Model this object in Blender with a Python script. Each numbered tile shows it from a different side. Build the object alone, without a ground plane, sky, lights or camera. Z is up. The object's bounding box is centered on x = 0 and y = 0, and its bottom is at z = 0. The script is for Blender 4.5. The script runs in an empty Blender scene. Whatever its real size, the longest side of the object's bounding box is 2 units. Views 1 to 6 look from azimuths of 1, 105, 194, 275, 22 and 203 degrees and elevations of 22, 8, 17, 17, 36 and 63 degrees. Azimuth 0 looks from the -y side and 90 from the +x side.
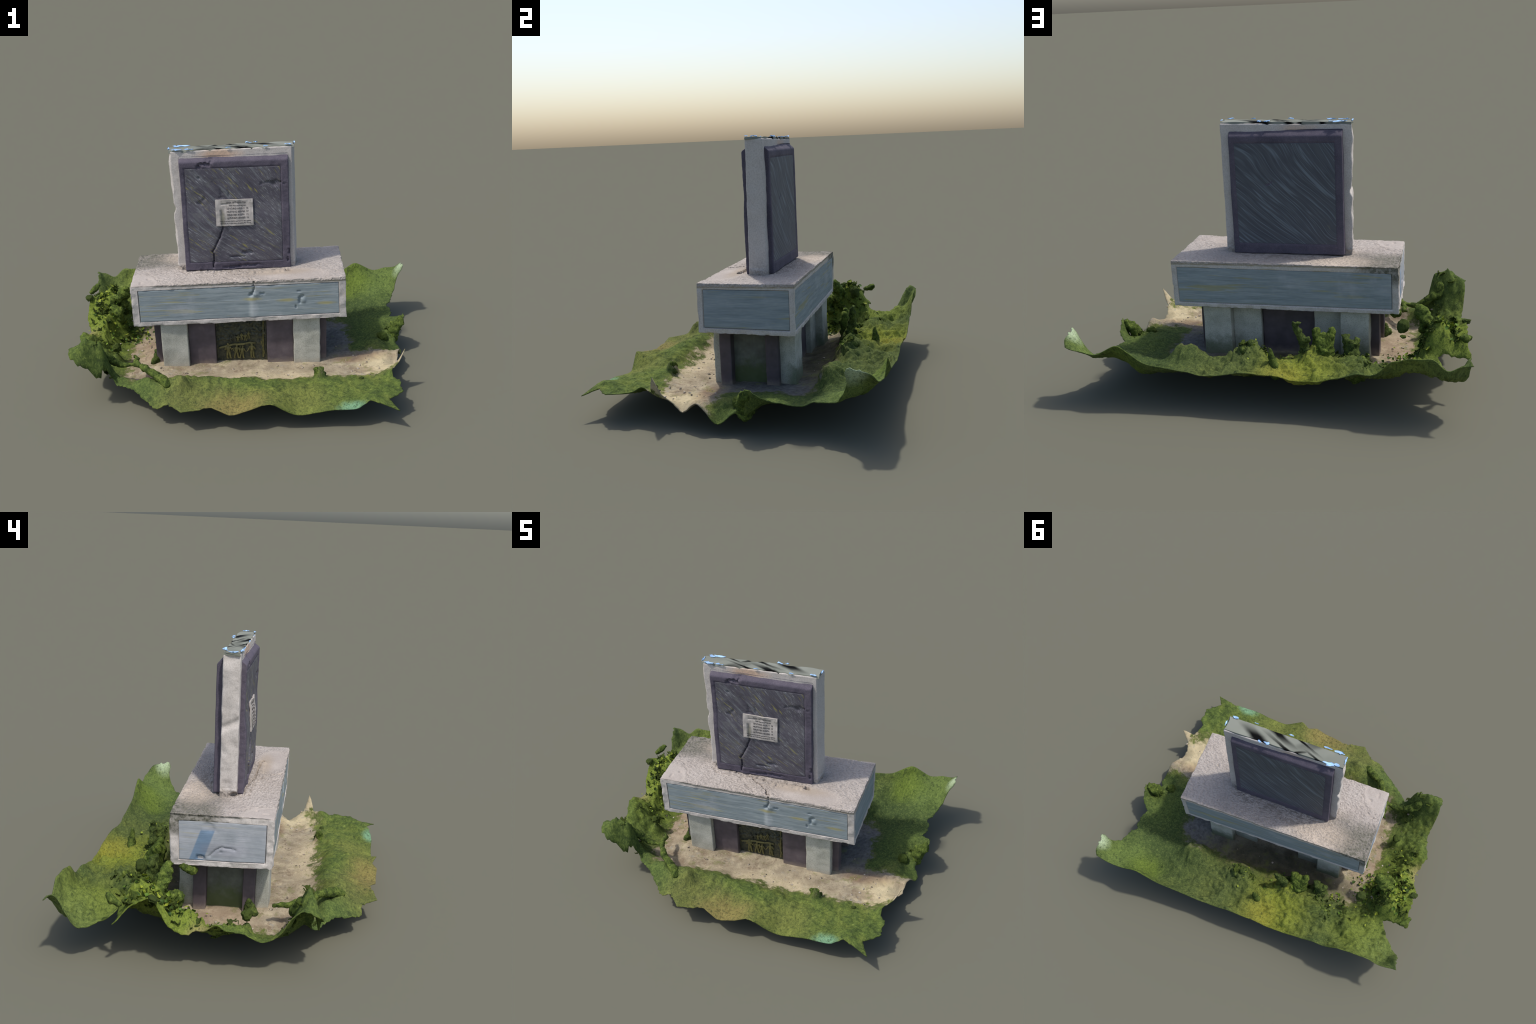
import bpy, bmesh, math, random
import numpy as np
from mathutils import Vector, geometry

random.seed(7)
RNG = np.random.default_rng(11)

# ------------------------------------------------------------------ noise
_P = np.random.default_rng(3).permutation(256)
_P = np.concatenate([_P, _P, _P])
_G = np.random.default_rng(4).random(256)


def vnoise(p):
    """smooth value noise in -1..1 for an (n,3) array"""
    p = np.asarray(p, float)
    i = np.floor(p).astype(int)
    f = p - i
    f = f * f * f * (f * (f * 6 - 15) + 10)
    i &= 255
    out = 0
    for dx in (0, 1):
        wx = f[:, 0] if dx else 1 - f[:, 0]
        for dy in (0, 1):
            wy = f[:, 1] if dy else 1 - f[:, 1]
            for dz in (0, 1):
                wz = f[:, 2] if dz else 1 - f[:, 2]
                h = _P[_P[_P[(i[:, 0] + dx) & 255] + ((i[:, 1] + dy) & 255)] + ((i[:, 2] + dz) & 255)]
                out = out + wx * wy * wz * _G[h]
    return out * 2 - 1


def fbm(p, octaves=4, gain=.5):
    p = np.asarray(p, float)
    out, a, tot = 0, 1., 0
    for k in range(octaves):
        out = out + a * vnoise(p * 2 ** k + 17.3 * k)
        tot += a
        a *= gain
    return out / tot


def smooth(a, b, x):
    t = np.clip((x - a) / (b - a), 0, 1)
    return t * t * (3 - 2 * t)


def seg_dist(p, pts):
    """distance of (n,2) points to a polyline"""
    p = np.asarray(p)
    best = np.full(len(p), 1e9)
    for a, b in zip(pts[:-1], pts[1:]):
        a, b = np.array(a), np.array(b)
        d = b - a
        t = np.clip(((p - a) @ d) / (d @ d), 0, 1)
        best = np.minimum(best, np.linalg.norm(p - a - t[:, None] * d, axis=1))
    return best


# ------------------------------------------------------------------ node helper
class Mat:
    def __init__(self, name, rough=.9, spec=.2):
        self.m = bpy.data.materials.new(name)
        self.m.use_nodes = True
        self.t = self.m.node_tree
        self.b = self.t.nodes["Principled BSDF"]
        self.b.inputs["Roughness"].default_value = rough
        self.b.inputs["Specular IOR Level"].default_value = spec
        self.co = self.t.nodes.new("ShaderNodeTexCoord").outputs["Object"]

    def put(self, sock, v):
        if isinstance(v, bpy.types.NodeSocket):
            self.t.links.new(v, sock)
        elif isinstance(v, (tuple, list)):
            sock.default_value = tuple(v) + (1,) * (len(sock.default_value) - len(v))
        else:
            sock.default_value = v

    def map(self, scale=(1, 1, 1), rot=(0, 0, 0), loc=(0, 0, 0), co=None):
        n = self.t.nodes.new("ShaderNodeMapping")
        self.put(n.inputs["Vector"], co or self.co)
        n.inputs["Scale"].default_value = scale
        n.inputs["Rotation"].default_value = rot
        n.inputs["Location"].default_value = loc
        return n.outputs[0]

    def noise(self, scale, detail=4, rough=.55, co=None, dist=0, col=False):
        n = self.t.nodes.new("ShaderNodeTexNoise")
        self.put(n.inputs["Vector"], co or self.co)
        n.inputs["Scale"].default_value = scale
        n.inputs["Detail"].default_value = detail
        n.inputs["Roughness"].default_value = rough
        n.inputs["Distortion"].default_value = dist
        return n.outputs["Color" if col else "Fac"]

    def voronoi(self, scale, co=None, feature="F1", out="Distance"):
        n = self.t.nodes.new("ShaderNodeTexVoronoi")
        n.feature = feature
        self.put(n.inputs["Vector"], co or self.co)
        n.inputs["Scale"].default_value = scale
        return n.outputs[out]

    def rng(self, v, a, b, lo=0., hi=1.):
        n = self.t.nodes.new("ShaderNodeMapRange")
        n.interpolation_type = "SMOOTHSTEP"
        self.put(n.inputs[0], v)
        for k, x in zip((1, 2, 3, 4), (a, b, lo, hi)):
            n.inputs[k].default_value = x
        return n.outputs[0]

    def math(self, op, a, b=0.):
        n = self.t.nodes.new("ShaderNodeMath")
        n.operation = op
        self.put(n.inputs[0], a)
        self.put(n.inputs[1], b)
        return n.outputs[0]

    def mix(self, f, a, b, mode="MIX"):
        n = self.t.nodes.new("ShaderNodeMix")
        n.data_type = "RGBA"
        n.blend_type = mode
        self.put(n.inputs[0], f)
        self.put(n.inputs[6], a)
        self.put(n.inputs[7], b)
        return n.outputs[2]

    def ramp(self, v, *stops):
        n = self.t.nodes.new("ShaderNodeValToRGB")
        e = n.color_ramp.elements
        while len(e) < len(stops):
            e.new(.5)
        for s, (p, c) in zip(e, stops):
            s.position = p
            s.color = tuple(c) + (1,)
        self.put(n.inputs[0], v)
        return n.outputs[0]

    def spot(self, centre, radius, soft=.5, stretch=(1, 1, 1), wob=0., wscale=8):
        """1 inside a soft blob about centre"""
        v = self.t.nodes.new("ShaderNodeVectorMath")
        v.operation = "SUBTRACT"
        self.put(v.inputs[0], self.co)
        v.inputs[1].default_value = centre
        w = self.t.nodes.new("ShaderNodeVectorMath")
        w.operation = "MULTIPLY"
        self.put(w.inputs[0], v.outputs[0])
        w.inputs[1].default_value = stretch
        ln = self.t.nodes.new("ShaderNodeVectorMath")
        ln.operation = "LENGTH"
        self.put(ln.inputs[0], w.outputs[0])
        d = ln.outputs["Value"]
        if wob:
            d = self.math("ADD", d, self.math("MULTIPLY", self.math("SUBTRACT", self.noise(wscale, 5, .65), .5), wob))
        return self.rng(d, radius * (1 - soft), radius * (1 + soft), 1., 0.)

    def xyz(self):
        n = self.t.nodes.new("ShaderNodeSeparateXYZ")
        self.put(n.inputs[0], self.co)
        return n.outputs

    def bump(self, h, strength=.3, dist=.01, prev=None):
        n = self.t.nodes.new("ShaderNodeBump")
        n.inputs["Strength"].default_value = strength
        n.inputs["Distance"].default_value = dist
        self.put(n.inputs["Height"], h)
        if prev:
            self.put(n.inputs["Normal"], prev)
        self.put(self.b.inputs["Normal"], n.outputs[0])
        return n.outputs[0]

    def color(self, c):
        self.put(self.b.inputs["Base Color"], c)
        return self.m


# ------------------------------------------------------------------ object helpers
ROOT = bpy.data.objects.new("stone_monument", None)
bpy.context.scene.collection.objects.link(ROOT)
ROOT["label"] = "weathered stone memorial slab on block plinth in grassy patch"
ROOT["category"] = "stone monument"


def add(name, verts, faces, mat, parent=ROOT, smooth_angle=40., kind=None):
    me = bpy.data.meshes.new(name)
    me.from_pydata([tuple(v) for v in verts], [], [tuple(f) for f in faces])
    me.update()
    me.materials.append(mat)
    if smooth_angle:
        me.polygons.foreach_set("use_smooth", [True] * len(me.polygons))
        if smooth_angle < 180:
            me.set_sharp_from_angle(angle=math.radians(smooth_angle))
    return place(name, me, parent, kind)


def place(name, me, parent=ROOT, kind=None):
    ob = bpy.data.objects.new(name, me)
    bpy.context.scene.collection.objects.link(ob)
    ob.parent = parent
    if kind:
        ob["kind"] = kind
    return ob


def axis_grid(L, step, r, extra=()):
    a = {0., L, r * .3, r * .7, r, L - r * .3, L - r * .7, L - r}
    n = max(2, int(round(L / step)))
    for k in range(1, n):
        x = k * L / n
        if r < x < L - r:
            a.add(x)
    for x in extra:
        a = {q for q in a if abs(q - x) > step * .3} | {x}
    return np.array(sorted(a))


def box_mesh(corners, step=.01, r=.004, extra=((), (), ()), disp=None):
    """Closed rounded box. corners: 8 points, index = ix + 2*iy + 4*iz.
    disp(q, side, n, dims) -> (n,3) offset, with q in metres from the low corner,
    side 0..5 for -x +x -y +y -z +z."""
    C = np.array(corners, float).reshape(2, 2, 2, 3)  # [z][y][x]
    L = np.array([np.linalg.norm((C[:, :, 1] - C[:, :, 0]).mean((0, 1))),
                  np.linalg.norm((C[:, 1] - C[:, 0]).mean((0, 1))),
                  np.linalg.norm((C[1] - C[0]).mean((0, 1)))])
    r = min(r, L.min() * .3)
    A = [axis_grid(L[k], step, r, extra[k]) for k in range(3)]
    n = [len(a) for a in A]
    ids, Q, F, side = {}, [], [], []

    def vid(i, j, k, s):
        key = (i, j, k)
        if key not in ids:
            ids[key] = len(Q)
            Q.append((A[0][i], A[1][j], A[2][k]))
            side.append(s)
        return ids[key]

    for ax in range(3):
        u, v = (ax + 1) % 3, (ax + 2) % 3
        for end in (0, 1):
            for a in range(n[u] - 1):
                for b in range(n[v] - 1):
                    q = []
                    for da, db in ((0, 0), (1, 0), (1, 1), (0, 1)):
                        idx = [0, 0, 0]
                        idx[ax] = 0 if end == 0 else n[ax] - 1
                        idx[u], idx[v] = a + da, b + db
                        q.append(vid(*idx, 2 * ax + end))
                    F.append(q if end else q[::-1])
    Q = np.array(Q)
    side = np.array(side)
    inner = np.clip(Q, r, L - r)
    d = Q - inner
    ln = np.linalg.norm(d, axis=1, keepdims=True)
    N = d / np.maximum(ln, 1e-9)
    R = inner + N * r
    if disp is not None:
        R = R + disp(Q, side, N, L)
    t = R / L
    w = 0
    for k in (0, 1):
        for j in (0, 1):
            for i in (0, 1):
                wt = ((t[:, 0] if i else 1 - t[:, 0]) * (t[:, 1] if j else 1 - t[:, 1]) * (t[:, 2] if k else 1 - t[:, 2]))
                w = w + wt[:, None] * C[k, j, i]
    return w, F


def box8(x0, x1, y0, y1, z0, z1):
    return [(x, y, z) for z in (z0, z1) for y in (y0, y1) for x in (x0, x1)]


def rough(amp, scale, seed=0., octaves=4):
    def f(q, side, n, L):
        return n * (fbm(q * scale + seed, octaves) * amp)[:, None]
    return f


# ------------------------------------------------------------------ materials
def stucco():
    m = Mat("pale_concrete", .92)
    big = m.noise(5, 5, .6)
    fine = m.noise(160, 3, .6)
    c = m.ramp(big, (.25, (.35, .305, .27)), (.5, (.43, .38, .34)), (.75, (.49, .44, .40)))
    # uprights and rims are paler, the top of the slab is darker
    zz = m.xyz()[2]
    pale_mask = m.math("MAXIMUM", m.rng(zz, .609, .603), m.rng(zz, .63, .66))
    c = m.mix(m.math("MULTIPLY", pale_mask, m.rng(m.noise(11, 5, .65), .25, .55, .6, 1.)), c, (.545, .505, .468))
    # dark lichen stain on the back left corner of the slab, faint on the top
    st = m.spot((-.61, .21, .612), .20, .30, (1, 1.15, 2), .14, 14)
    spk = m.rng(m.noise(60, 6, .75), .40, .60)
    c = m.mix(m.math("MULTIPLY", st, m.math("ADD", m.math("MULTIPLY", spk, .4), .6)), c, (.10, .10, .072))
    st2 = m.spot((-.42, .13, .612), .10, .5, (1, 1, 2), .10, 16)
    c = m.mix(m.math("MULTIPLY", st2, m.math("ADD", m.math("MULTIPLY", spk, .5), .35)), c, (.13, .125, .10))
    warm = m.spot((-.30, .19, .62), .17, .5, (1, 2, 2), .1, 9)
    c = m.mix(m.math("MULTIPLY", warm, .6), c, (.56, .46, .36))
    peach = m.spot((-.10, 0., 1.275), .10, .6, (1, 1, 4), .08, 18)
    c = m.mix(m.math("MULTIPLY", peach, .7), c, (.66, .42, .26))
    brown = m.spot((.2, -.09, .62), .12, .6, (.7, 3, 2), .06, 20)
    c = m.mix(m.math("MULTIPLY", brown, .45), c, (.34, .26, .17))
    # dirt gathered under and around the foot of the upright stone
    foot = m.spot((-.03, .06, .62), .34, .25, (1, 2.3, 2.5), .1, 22)
    c = m.mix(m.math("MULTIPLY", foot, m.rng(m.noise(38, 6, .7), .42, .62)), c, (.27, .235, .20))
    c = m.mix(m.rng(fine, .3, .62, .35, 0.), c, (.26, .235, .21))
    chip = m.rng(m.noise(26, 5, .7), .68, .76)
    c = m.mix(m.math("MULTIPLY", chip, .5), c, (.17, .16, .15))
    # leathery trowel texture on the top only; smoother patches at one corner and along the front
    z = m.rng(m.xyz()[2], .600, .612)
    z2 = m.rng(m.xyz()[2], .66, .64)
    calm = m.math("ADD", m.spot((-.60, -.19, .615), .13, .12, (1, 1, 1), .03, 12), m.spot((.27, -.13, .615), .19, .25, (1, 2.6, 1), .05, 10))
    amt = m.math("MULTIPLY", m.math("MULTIPLY", z, z2), m.math("SUBTRACT", 1., calm))
    leather = m.noise(66, 1, .4, m.map((1, 1.5, 1)), .35)
    h = m.math("MULTIPLY", leather, amt)
    b = m.bump(h, .8, .013)
    m.bump(fine, .25, .003, b)
    c = m.mix(m.math("MULTIPLY", amt, m.rng(leather, .52, .36, 0., .38)), c, (.25, .22, .19))  # shading drawn into the hollows so the grain looks deeper
    return m.color(c)


def blue_slate():
    m = Mat("blue_grey_panel", .75, .3)
    streak = m.noise(9, 7, .65, m.map((.5, .5, 7)), .35)
    fine = m.noise(50, 5, .7, m.map((.25, .25, 6)))
    c = m.ramp(streak, (.28, (.195, .235, .250)), (.5, (.27, .315, .33)), (.72, (.36, .39, .395)))
    c = m.mix(m.rng(fine, .42, .64, 0., .4), c, (.17, .205, .225))
    och = m.rng(m.noise(4.5, 5, .6, m.map((.55, .55, 9), loc=(3, 1, .4)), .5), .585, .68)
    c = m.mix(m.math("MULTIPLY", och, .6), c, (.33, .30, .12))
    cloud = m.noise(5.5, 4, .6)
    c = m.mix(m.rng(cloud, .52, .72, 0., .5), c, (.42, .43, .46))
    for p, r in (((.053, -.2, .43), .05), ((.055, -.2, .47), .045)):
        c = m.mix(m.math("MULTIPLY", m.spot(p, r, .6, (2.2, 1, 1), .05, 18), .5), c, (.46, .49, .50))
    for p in ((.05, -.205, .513), (.235, -.205, .50), (.45, -.205, .475)):
        c = m.mix(m.math("MULTIPLY", m.spot(p, .02, .7, (.45, 1, 2.4), .02, 30), .65), c, (.42, .36, .12))
    # old blue paint band across the left end
    end = m.rng(m.xyz()[0], -.585, -.60)
    c = m.mix(m.math("MULTIPLY", end, .55), c, m.ramp(cloud, (.35, (.30, .315, .345)), (.65, (.42, .42, .455))))
    lines = m.rng(m.noise(1, 3, .6, m.map((1, 2.2, 24), loc=(0, 0, .3)), .6), .60, .68)
    c = m.mix(m.math("MULTIPLY", m.math("MULTIPLY", end, lines), .6), c, (.34, .31, .14))
    band = m.map((1, 1, 1), (math.radians(-19), 0, 0))
    n = m.t.nodes.new("ShaderNodeSeparateXYZ")
    m.put(n.inputs[0], band)
    d = m.math("ABSOLUTE", m.math("SUBTRACT", n.outputs[1], BAND_Y))
    f = m.math("MULTIPLY", m.rng(d, .026, .034, 1., 0.), m.rng(m.xyz()[0], -.59, -.60))
    f = m.math("MULTIPLY", f, m.rng(m.xyz()[2], .545, .53))
    c = m.mix(m.math("MULTIPLY", f, .8), c, (.11, .195, .30))
    stain = m.spot((-.61, .02, .445), .07, .6, (1, .7, 2.2), .06, 22)
    c = m.mix(m.math("MULTIPLY", stain, .45), c, (.2, .2, .23))
    m.bump(fine, .25, .004, m.bump(streak, .3, .006))
    return m.color(c)


BAND_Y = .10 * math.cos(math.radians(19)) + .50 * math.sin(math.radians(19))


def dark_frame():
    m = Mat("dark_violet_stone", .8, .3)
    n = m.noise(14, 6, .65)
    c = m.ramp(n, (.3, (.066, .058, .080)), (.6, (.098, .085, .112)), (.8, (.14, .122, .148)))
    f = m.noise(220, 2, .6)
    c = m.mix(m.rng(f, .45, .7, 0., .25), c, (.19, .17, .20))
    m.bump(m.noise(90, 3), .3, .004)
    return m.color(c)


def scratched(name, flip):
    """polished face covered by arcs of grinder strokes"""
    m = Mat(name, .62, .4)
    s = -1 if flip else 1
    warp = m.noise(3.0 if flip else 2.2, 1 if flip else 2, .5, m.map((1, .2, 1)))
    x, _, z = m.xyz()
    # strokes fan from steep at the upper edge to shallow at the lower left
    ang = m.math("ADD", m.math("MULTIPLY", z, .55), m.math("MULTIPLY", x, .3 * s))
    ang = m.math("ADD", ang, m.math("MULTIPLY", warp, .6 if flip else .35))
    if flip:
        ang = m.math("SUBTRACT", ang, .12)
    ang = m.math("SUBTRACT", ang, -.07)
    ca, sa = m.math("COSINE", ang), m.math("SINE", ang)
    xs = m.math("MULTIPLY", x, s)
    zc = m.math("SUBTRACT", z, .95)
    along = m.math("SUBTRACT", m.math("MULTIPLY", xs, ca), m.math("MULTIPLY", zc, sa))
    across = m.math("ADD", m.math("MULTIPLY", xs, sa), m.math("MULTIPLY", zc, ca))

    def strokes(a, b, seed, detail=3):
        n = m.t.nodes.new("ShaderNodeCombineXYZ")
        m.put(n.inputs[0], m.math("MULTIPLY", along, a))
        m.put(n.inputs[1], m.math("MULTIPLY", across, b))
        n.inputs[2].default_value = seed
        return m.noise(1, detail, .6, n.outputs[0])
    fine = strokes(7, 170, 1.)
    mid = strokes(5, 60, 4.)
    wide = strokes(3, 16, 9.)
    if flip:
        c = m.ramp(mid, (.3, (.058, .062, .076)), (.6, (.085, .092, .106)))
        c = m.mix(m.rng(fine, .52, .72, 0., .4), c, (.17, .195, .22))
        lines = m.rng(m.math("ABSOLUTE", m.math("SUBTRACT", strokes(1.1, 26, 6., 1), .5)), .0, .035, 1., 0.)
        lines2 = m.rng(m.math("ABSOLUTE", m.math("SUBTRACT", strokes(2.2, 55, 26., 0), .5)), .0, .05, 1., 0.)
        lines = m.math("MAXIMUM", m.math("MULTIPLY", lines, m.rng(wide, .36, .54)), m.math("MULTIPLY", lines2, m.rng(strokes(3, 10, 40., 2), .5, .64, 0., .7)))
        c = m.mix(m.math("MULTIPLY", lines, .55), c, (.21, .25, .285))
        yel = m.rng(strokes(6, 30, 14.), .68, .76)
        c = m.mix(m.math("MULTIPLY", yel, .35), c, (.26, .24, .10))
        m.bump(mid, .3, .004)
    else:
        patch = m.noise(7, 5, .65)
        short = strokes(26, 210, 21.)
        c = m.ramp(wide, (.3, (.064, .058, .078)), (.5, (.086, .080, .098)), (.72, (.118, .114, .124)))
        c = m.mix(m.math("MULTIPLY", m.rng(mid, .50, .68, 0., .6), m.rng(patch, .40, .58)), c, (.20, .215, .225))
        c = m.mix(m.math("MULTIPLY", m.rng(short, .54, .70, 0., .8), m.rng(wide, .36, .56)), c, (.33, .345, .36))
        c = m.mix(m.rng(fine, .46, .30, 0., .6), c, (.045, .042, .055))
        yel = m.math("MULTIPLY", m.rng(strokes(9, 62, 14.), .57, .66), m.rng(strokes(3.5, 9, 31., 2), .44, .56))
        c = m.mix(m.math("MULTIPLY", yel, .75), c, (.26, .235, .065))
        c = m.mix(m.rng(m.noise(13, 6, .7), .54, .68, 0., .55), c, (.125, .128, .125))
        dark = m.rng(m.noise(9, 6, .65), .56, .68)
        c = m.mix(m.math("MULTIPLY", dark, .65), c, (.043, .042, .052))
        m.bump(fine, .3, .003, m.bump(m.noise(18, 5, .6), .35, .008))
    return m.color(c)


def plaque_mat():
    m = Mat("plaque_sheet", .7, .3)
    n = m.noise(22, 5, .6)
    c = m.ramp(n, (.3, (.34, .315, .285)), (.55, (.435, .40, .37)), (.75, (.52, .475, .44)))
    dirt = m.spot((-.098, -.05, .925), .045, .6, (3.6, .3, 1), .05, 45)
    c = m.mix(m.math("MULTIPLY", dirt, .9), c, (.14, .14, .11))
    spots = m.rng(m.noise(48, 5, .7), .56, .70)
    c = m.mix(m.math("MULTIPLY", spots, .6), c, (.21, .195, .17))
    c = m.mix(m.rng(m.noise(30, 3, .6, None, 1.), .60, .68, 0., .5), c, (.62, .54, .47))
    return m.color(c)


def flat(name, col, rough_=.9, var=.25, scale=30):
    m = Mat(name, rough_)
    n = m.noise(scale, 5, .65)
    lo = tuple(x * (1 - var) for x in col)
    hi = tuple(x * (1 + var) for x in col)
    m.bump(m.noise(scale * 5, 3), .3, .004)
    return m.color(m.ramp(n, (.3, lo), (.7, hi)))


def pillar_mat():
    m = Mat("grey_green_concrete", .95)
    n = m.noise(12, 5, .6)
    c = m.ramp(n, (.3, (.35, .35, .295)), (.55, (.47, .465, .40)), (.75, (.55, .54, .47)))  # base colour brightened to offset the slab's shadow over the pillars
    f = m.noise(210, 3, .7)
    c = m.mix(m.rng(f, .46, .66, 0., .5), c, (.20, .20, .165))
    # the foot is dusted with soil
    z = m.xyz()[2]
    zz = m.math("ADD", z, m.math("MULTIPLY", m.noise(18, 4), .05))
    c = m.mix(m.rng(zz, .155, .115, 0., .65), c, (.42, .36, .27))
    moss = m.math("MULTIPLY", m.rng(m.xyz()[1], .17, .23), m.rng(m.math("ADD", z, m.math("MULTIPLY", m.noise(24, 5, .7), .12)), .29, .18))
    c = m.mix(m.math("MULTIPLY", moss, .7), c, (.07, .105, .035))
    m.bump(f, .4, .004)
    return m.color(c)


def wall_mat():
    m = Mat("mossy_concrete", .95)
    n = m.noise(15, 6, .65)
    c = m.ramp(n, (.3, (.10, .105, .085)), (.55, (.155, .16, .135)), (.75, (.21, .215, .18)))
    z = m.math("ADD", m.xyz()[2], m.math("MULTIPLY", m.noise(22, 6, .7), .2))
    c = m.mix(m.rng(z, .36, .24, 0., .75), c, (.075, .105, .03))
    m.bump(m.noise(160, 3), .4, .004)
    return m.color(c)


def violet_post():
    m = Mat("violet_granite", .7, .35)
    n = m.noise(16, 5, .6)
    c = m.ramp(n, (.3, (.072, .058, .064)), (.6, (.102, .082, .09)), (.8, (.14, .115, .12)))
    z = m.math("ADD", m.xyz()[2], m.math("MULTIPLY", m.noise(25, 5, .7), .06))
    c = m.mix(m.rng(z, .165, .12, 0., .6), c, (.30, .245, .19))
    m.bump(m.noise(120, 3), .3, .003)
    return m.color(c)


def bronze(name, lo, hi):
    m = Mat(name, .6, .4)
    n = m.noise(60, 5, .65)
    m.bump(m.noise(110, 4, .7), .5, .004)
    return m.color(m.ramp(n, (.35, lo), (.65, hi)))


def ground_mat():
    m = Mat("turf_and_soil", .97, .1)
    x, y, z = m.xyz()
    big = m.noise(4.2, 4, .6)
    mid = m.noise(17, 6, .68)
    fine = m.noise(150, 4, .7, None, .4)
    blade = m.noise(85, 5, .78, m.map((1, 1, .5)), .7)
    leafy = m.noise(34, 5, .8, None, .3)
    # turf
    g = m.ramp(big, (.30, (.062, .105, .016)), (.5, (.112, .165, .024)), (.70, (.175, .21, .036)))
    g = m.mix(m.rng(mid, .40, .62, .55, 0.), g, (.042, .078, .014))
    g = m.mix(m.rng(mid, .56, .74, 0., .45), g, (.215, .265, .045))
    # the back strip of turf is a darker green
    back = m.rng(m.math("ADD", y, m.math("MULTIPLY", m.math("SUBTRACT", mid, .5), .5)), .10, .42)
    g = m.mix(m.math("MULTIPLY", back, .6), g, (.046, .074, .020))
    right = m.spot((.74, .36, .1), .30, .6, (1, .8, .3), .25, 9)
    g = m.mix(m.math("MULTIPLY", right, .75), g, (.035, .07, .016))
    for p, r, st, w, k, c in (
            ((-.17, .60, .2), .20, (1, 1, .3), .18, .85, (.24, .275, .02)),
            ((-.09, .67, .2), .10, (1, 1, .3), .1, .6, (.32, .28, .03)),
            ((.20, .62, .2), .22, (1, 1, .3), .2, .45, (.11, .135, .035)),
            ((-.88, .24, .3), .22, (1, .8, .3), .2, .85, (.19, .255, .02)),
            ((-.93, .07, .2), .05, (1, 1, .3), .08, .75, (.38, .31, .13)),
            ((-.75, .58, .2), .17, (1, 1, .3), .2, .75, (.19, .245, .025)),
            ((-.90, .62, .2), .16, (1, 1, .3), .2, .6, (.13, .185, .05)),
            ((.86, .62, .3), .13, (1, 1, .3), .12, .55, (.19, .28, .06)),
            ((.80, .20, .1), .13, (1, 1, .3), .12, .6, (.10, .15, .025)),
            ((.69, .66, .3), .10, (1, 1, .3), .1, .6, (.17, .25, .02)),
            ((-.06, -.69, .1), .16, (1, 1.4, .3), .14, .8, (.30, .215, .075)),
            ((-.30, -.60, .1), .17, (1, 1.3, .3), .16, .45, (.22, .19, .06)),
            ((.30, -.62, .1), .14, (1, 1.3, .3), .16, .45, (.24, .235, .055)),
            ((-.52, -.46, .15), .14, (1, 1, .3), .12, .5, (.08, .13, .03)),
            ((.545, -.705, .12), .045, (.8, 1.1, .3), .07, .7, (.25, .52, .34)),
            ((.99, .62, .34), .045, (1, 1, .5), .05, .8, (.62, .76, .50))):
        g = m.mix(m.math("MULTIPLY", m.spot(p, r, .7, st, w, 11), k), g, c)
    g = m.mix(m.rng(blade, .47, .66, 0., .4), g, (.27, .33, .08))
    g = m.mix(m.rng(blade, .50, .36, 0., .7), g, (.026, .050, .010))
    g = m.mix(m.rng(leafy, .47, .33, 0., .75), g, (.022, .042, .010))
    g = m.mix(m.rng(leafy, .60, .74, 0., .55), g, (.30, .36, .09))
    g = m.mix(m.rng(fine, .5, .3, 0., .6), g, (.03, .055, .010))
    g = m.mix(.14, g, (.145, .145, .10))
    # trodden soil about the plinth
    s = m.ramp(m.noise(9, 5, .62), (.28, (.20, .16, .105)), (.5, (.355, .30, .21)), (.70, (.53, .45, .31)))
    s = m.mix(m.rng(m.noise(34, 5, .7), .55, .72, 0., .6), s, (.60, .51, .35))
    s = m.mix(m.rng(m.noise(21, 6, .75), .47, .34, 0., .7), s, (.17, .12, .08))
    s = m.mix(m.math("MULTIPLY", m.spot((.15, -.36, .1), .16, .7, (.5, 2.2, .3), .1, 14), .6), s, (.62, .52, .34))
    s = m.mix(m.rng(fine, .46, .30, 0., .5), s, (.15, .115, .08))
    s = m.mix(m.math("MULTIPLY", m.spot((.64, -.15, .1), .09, .6, (.6, 2, .3), .06, 20), .7), s, (.22, .115, .05))
    s = m.mix(m.math("MULTIPLY", m.spot((.74, -.28, .1), .13, .6, (1, 1, .3), .12, 14), .6), s, (.66, .56, .34))
    s = m.mix(m.math("MULTIPLY", m.spot((-.60, .02, .1), .16, .6, (1, 1, .3), .12, 14), .4), s, (.38, .27, .19))
    s = m.mix(m.rng(m.noise(7, 6, .72, m.map((1, 1, 1), loc=(4, 2, 0))), .52, .64, 0., .6), s, (.22, .165, .11))
    s = m.mix(m.rng(m.noise(70, 5, .8), .60, .70, 0., .6), s, (.10, .085, .06))
    s = m.mix(m.rng(m.noise(15, 6, .75, m.map((1, 1, 1), loc=(1, 7, 0))), .57, .66, 0., .65), s, (.30, .29, .25))
    shadow_tint = m.math("MULTIPLY", m.spot((.55, .20, .1), .27, .45, (1, .85, .3), .14, 12), .8)  # monument's shadow on the right-hand soil, painted in as dark grey
    shadow_soil = m.ramp(m.noise(48, 6, .72), (.32, (.055, .06, .065)), (.55, (.13, .135, .14)), (.75, (.22, .22, .215)))
    s = m.mix(shadow_tint, s, shadow_soil)
    duff = m.spot((-.1, .34, .1), .36, .4, (.75, 2.2, .3), .14, 12)
    s = m.mix(m.math("MULTIPLY", duff, .85), s, m.ramp(mid, (.35, (.035, .04, .025)), (.65, (.10, .095, .06))))
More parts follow.
